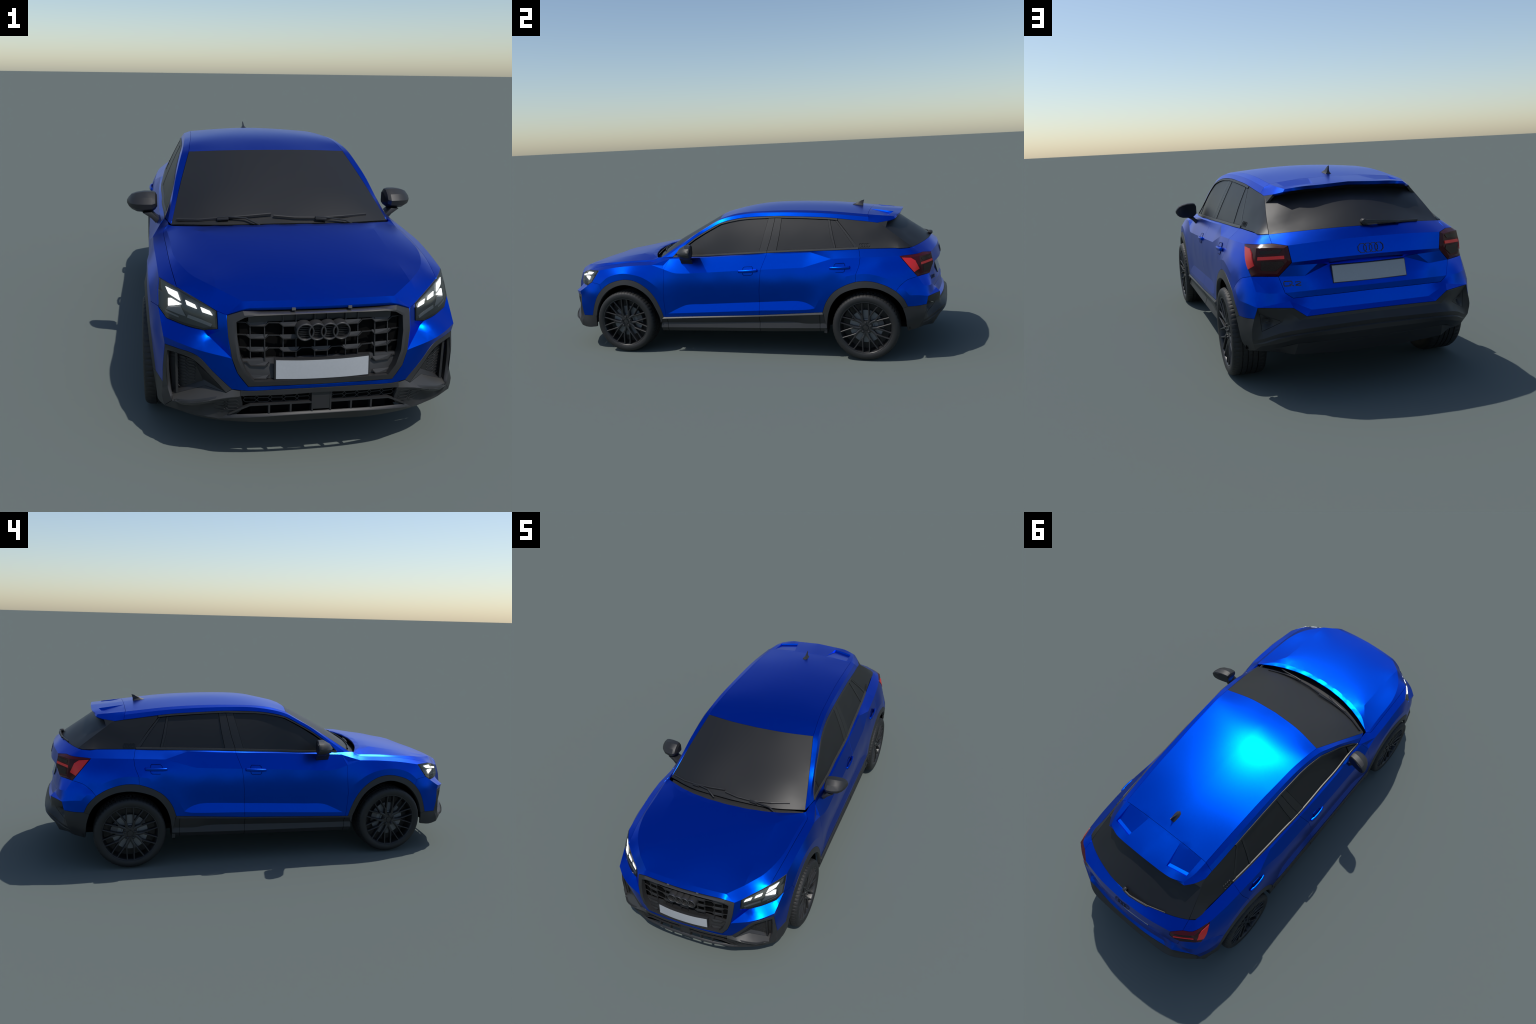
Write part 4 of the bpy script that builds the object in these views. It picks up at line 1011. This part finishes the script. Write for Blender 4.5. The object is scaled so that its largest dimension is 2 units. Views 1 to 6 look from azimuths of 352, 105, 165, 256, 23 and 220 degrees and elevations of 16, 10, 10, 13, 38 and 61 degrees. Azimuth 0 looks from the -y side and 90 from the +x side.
pair('mirror_glass', V, F, GLOSS, parent=mir[0], parent2=mir[1], angle=30)
V, F = loft([[(.402, -.285, .493), (.402, -.238, .493), (.432, -.238, .491), (.432, -.280, .491)], [(.388, -.288, .478), (.388, -.232, .478), (.405, -.232, .474), (.405, -.285, .474)], [(.372, -.290, .468), (.372, -.228, .468), (.390, -.226, .455), (.390, -.288, .458)]])
bevel(pair('mirror_stalk', V, F, PLASTIC, parent=mir[0], parent2=mir[1]), .0015)

# ------------------------------------------------------------------ door handles
def handle(yc, zc, x0, tilt, L=.100):
    def P(dy, dz, dx): return (x0 + dx, yc + dy, zc + dz + tilt*dy)
    R = []
    for dy, h, dx, t in ((-.050, .006, .001, .002), (-.047, .0125, .006, .008), (-.030, .0145, .0105, .008), (0, .0150, .0125, .008), (.025, .0150, .0115, .008), (.030, .0150, .0105, .01), (.046, .0150, .0085, .01), (.050, .009, .001, .002)):
        R.append([P(dy, -h/2, dx - t), P(dy, h/2, dx - t), P(dy, h/2 - .001, dx - .002), P(dy, h*.22, dx), P(dy, -h*.30, dx), P(dy, -h/2 + .001, dx - .002)])
    return loft(R)
DS = Surf(0, [ (.379, .033, .496), ftB, sB, (.411, .016, .426), (.4155, 0, .375), (.415, .122, .377), (.4155, .06, .375), (.40, .06, .45), (.4105, .07, .4285)])
DR = Surf(0, [tip, sC, (.408, .48, .44), (.4, .603, .452), flC, (.4155, .5, .40), (.412, .45, .41), (.407, .52, .445)])
for (yc, zc, tilt, surf) in ((.0645, .4245, .06, DS), (.5130, .4410, .05, DR)):
    x0 = float(surf([[yc, zc]])[0][0])
    V, F = handle(yc, zc, x0 - .0005, tilt)
    hd = bevel(pair('door_handle', V, F, PAINT), .0012)
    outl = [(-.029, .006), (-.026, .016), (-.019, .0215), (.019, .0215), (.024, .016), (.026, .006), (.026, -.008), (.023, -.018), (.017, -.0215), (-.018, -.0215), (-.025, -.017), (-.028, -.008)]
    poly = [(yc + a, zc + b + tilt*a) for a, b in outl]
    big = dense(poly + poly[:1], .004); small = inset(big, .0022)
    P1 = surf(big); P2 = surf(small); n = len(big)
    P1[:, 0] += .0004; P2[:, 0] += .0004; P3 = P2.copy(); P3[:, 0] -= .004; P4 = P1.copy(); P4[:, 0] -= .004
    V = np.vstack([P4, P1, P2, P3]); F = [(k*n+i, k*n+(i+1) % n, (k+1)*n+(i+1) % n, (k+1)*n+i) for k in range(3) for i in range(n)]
    fix_normals(pair('handle_cup_shade_ring', V, F, mat('recess_shadow_paint', (0, .012, .13), metallic=1, rough=.45) if 'recess_shadow_paint' not in bpy.data.materials else bpy.data.materials['recess_shadow_paint'], parent=hd[0], parent2=hd[1]))  # flat ring in darkened blue draws the cup's shaded rim; door isn't hollowed
    V, F = box((x0 + .0075, yc + .0295, zc - .006), (x0 + .0082, yc + .0303, zc + .010))

# ------------------------------------------------------------------ wipers, aerial
WS = Surf(2, [p for c in ('ws_top', 'ws_side', 'ws_bot', 'ws_c') for p in CURVES[c]] + [(-p[0], p[1], p[2]) for c in ('ws_top', 'ws_side', 'ws_bot') for p in CURVES[c] if p[0] > 0])
def wz(x, y, d): return (x, y, float(WS([[x, y]])[0][2]) + d)
for blade, arm in (([(-.326, -.408), (-.26, -.432), (-.192, -.444), (-.115, -.449), (-.039, -.446)], [(-.205, -.447), (-.17, -.452), (-.12, -.462), (-.079, -.485)]),
                   ([(-.033, -.454), (.03, -.463), (.107, -.462), (.19, -.446), (.271, -.417)], [(.095, -.465), (.13, -.467), (.19, -.468), (.233, -.480)])):
    V, F = sweep([wz(x, y, .007) for x, y in blade], [(-.002, -.004), (.002, -.004), (.0026, .002), (0, .004), (-.0026, .002)])
    wb = fix_normals(mesh_obj('wiper_blade', V, F, PLASTIC))
    V, F = sweep([wz(x, y, d) for (x, y), d in zip(arm, (.013, .014, .012, .006))], rect(.006, .0045), scale=[.9, 1, 1, 1.1]); bevel(mesh_obj('wiper_arm', V, F, PLASTIC, wb), .001)
    V, F = sweep([wz(*arm[0], .008), wz(*arm[1], .009)], rect(.011, .008)); bevel(mesh_obj('wiper_joint', V, F, PLASTIC, wb), .0015)
RW = Surf(1, [p for c in ('rg_bot', 'rg_side', 'rg_top', 'rg_c') for p in CURVES[c]] + [(-p[0], p[1], p[2]) for c in ('rg_bot', 'rg_side', 'rg_top') for p in CURVES[c] if p[0] > 0])
def ry(x, z, d): return (x, float(RW([[x, z]])[0][1]) + d, z)
V, F = sweep([ry(.003, .549, .004), ry(.003, .547, .020)], ngon(.0095, 16), up=(0, 0, 1)); wp = bevel(mesh_obj('rear_wiper', V, F, PLASTIC), .002)
V, F = sweep([ry(.004, .548, .017), ry(-.03, .547, .020), ry(-.08, .544, .017), ry(-.125, .5385, .012)], [(-.0045, -.005), (.0045, -.005), (.003, .005), (-.003, .005)], scale=[1.3, 1.15, .9, .7]); bevel(mesh_obj('rear_wiper_arm', V, F, PLASTIC, wp), .0012)
V, F = sweep([ry(-.044, .5395, .006), ry(-.12, .5385, .008), ry(-.203, .5345, .006)], rect(.0045, .007)); bevel(mesh_obj('rear_wiper_blade', V, F, PLASTIC, wp), .001)
ap = [(.528, .6965, .0015), (.540, .7000, .004)]
V, F = loft([[(0, .527, .6975), (.011, .535, .6968), (.0135, .55, .6955), (.0125, .575, .6925), (.010, .583, .6915), (-.010, .583, .6915), (-.0125, .575, .6925), (-.0135, .55, .6955), (-.011, .535, .6968)],
             [(0, .531, .7000), (.0075, .538, .6995), (.0085, .55, .6985), (.0075, .575, .6965), (.006, .582, .6955), (-.006, .582, .6955), (-.0075, .575, .6965), (-.0085, .55, .6985), (-.0075, .538, .6995)],
             [(0, .545, .7045), (.0025, .549, .7045), (.0035, .556, .7045), (.0035, .578, .7045), (.003, .583, .7045), (-.003, .583, .7045), (-.0035, .578, .7045), (-.0035, .556, .7045), (-.0025, .549, .7045)],
             [(0, .572, .7175), (.001, .574, .7178), (.0015, .577, .7185), (.0015, .585, .7205), (.0012, .588, .7212), (-.0012, .588, .7212), (-.0015, .585, .7205), (-.0015, .577, .7185), (-.001, .574, .7178)]])
fix_normals(mesh_obj('roof_aerial', V, F, PLASTIC, angle=40))

# ------------------------------------------------------------------ rear plate, badges
RP = Surf(1, [(0, .9455, .418), (.125, .9395, .419), (-.125, .9395, .419), (0, .962, .367), (.123, .9545, .367), (-.123, .9545, .367)])
V, F = slab(RP, rrect(-.1265, .3655, .1265, .4205), 1, .0005, .016, step=.03); hold = mesh_obj('rear_licence_plate', V, F, PLASTIC, angle=30)
V, F = slab(RP, rrect(-.1245, .3675, .1245, .4185), 1, .0015, .001, step=.03); mesh_obj('plate_face', V, F, PLATE, hold, angle=30)
TG = Surf(1, [p for c in ('tg_cr1', 'tg_cr2') for p in CURVES[c]] + [(-p[0], p[1], p[2]) for c in ('tg_cr1', 'tg_cr2') for p in CURVES[c] if p[0] > 0])
rr = []
for c in (-.0285, -.0095, .0095, .0285):
    pts = [(c + .0150*math.cos(a), .470 + .0150*math.sin(a)) for a in np.linspace(math.pi/8, 2*math.pi + math.pi/8, 9)[:-1]]
    rr.append(sweep([tuple(TG([p])[0] + np.array((0, .0008, 0))) for p in pts], rect(.0018, .0016), up=(0, 1, 0), closed=True))
V, F = join(*rr); fix_normals(mesh_obj('rear_emblem', V, F, BADGE))
rr = []
for c in (.6045, .6160, .6275, .6390):
    pts = [(c + .0085*math.cos(a), .5355 + .0085*math.sin(a)) for a in np.linspace(0, 2*math.pi, 17)[:-1]]
    rr.append(sweep([tuple(G([p])[0] + np.array((.0004 - .0015, 0, 0))) for p in pts], rect(.0012, .002), up=(1, 0, 0), closed=True))
V, F = join(*rr); fix_normals(pair('side_emblem', V, F, GLASS))
# wide Q and a smaller 2, on the right of the tailgate
LP = Surf(1, [tgl, tlin, u3, (.14, .957, .350), (.19, .949, .372)])
def stroke(pts, w, closed=False):
    return sweep([tuple(LP([p])[0] + np.array((0, .0008, 0))) for p in pts], rect(w, .002), up=(0, 1, 0), closed=closed)
qx, qz = .2685, .3735
V, F = join(stroke([(qx + .0125, qz - .005), (qx + .0125, qz + .005), (qx + .0105, qz + .007), (qx - .0105, qz + .007), (qx - .0125, qz + .005), (qx - .0125, qz - .001)], .0030),
            stroke([(qx + .0125, qz - .005), (qx + .0105, qz - .007), (qx - .0085, qz - .007)], .0030), stroke([(qx - .004, qz - .001), (qx - .0175, qz - .0075)], .0028),
            stroke([(qx + -.0225, qz + .0025), (qx - .0245, qz + .0042), (qx - .0370, qz + .0042), (qx - .0392, qz + .0025), (qx - .0375, qz), (qx - .0235, qz - .0052), (qx - .0225, qz - .0068), (qx - .0400, qz - .0068)], .0026))
fix_normals(mesh_obj('model_badge', V, F, BADGE))
# joints in the sill moulding
jj = []
for y in (-.372, .114, .412):
    pts = []
    for c in ('sill1', 'sill2', 'sill3', 'sill4'):
        P_ = np.array(crom(CURVES[c])); pts.append((float(np.interp(y, P_[:, 1], P_[:, 0])) + .0002, y, float(np.interp(y, P_[:, 1], P_[:, 2]))))
    jj.append(sweep(pts, rect(.0014, .0012), up=(1, 0, 0)))
V, F = join(*jj); fix_normals(pair('sill_joint', V, F, VOID))

# ribs of the rear corner vents
rb_ = []
for k, (a, b) in enumerate((((.352, .2695), (.318, .2625)), ((.351, .2585), (.306, .2560)), ((.351, .2470), (.312, .2490)), ((.351, .2360), (.328, .2420)))):
    VSr = Surf(1, [gt, gr, gb, (.335, .898, .254)])
    pts = [tuple(VSr([(a[0] + (b[0]-a[0])*t, a[1] + (b[1]-a[1])*t)])[0] + np.array((0, .001, 0))) for t in (0, .33, .66, 1)]
    rb_.append(sweep(pts, rect(.006, .0028), up=(0, 0, 1)))
V, F = join(*rb_); fix_normals(pair('vent_rib', V, F, PLASTIC))

# splash guards ahead of and behind the rear wheels
V, F = join(box((.33, .432, .125), (.414, .446, .215)), box((.30, .826, .142), (.378, .838, .25)))
pair('splash_guard', V, F, PLASTIC)
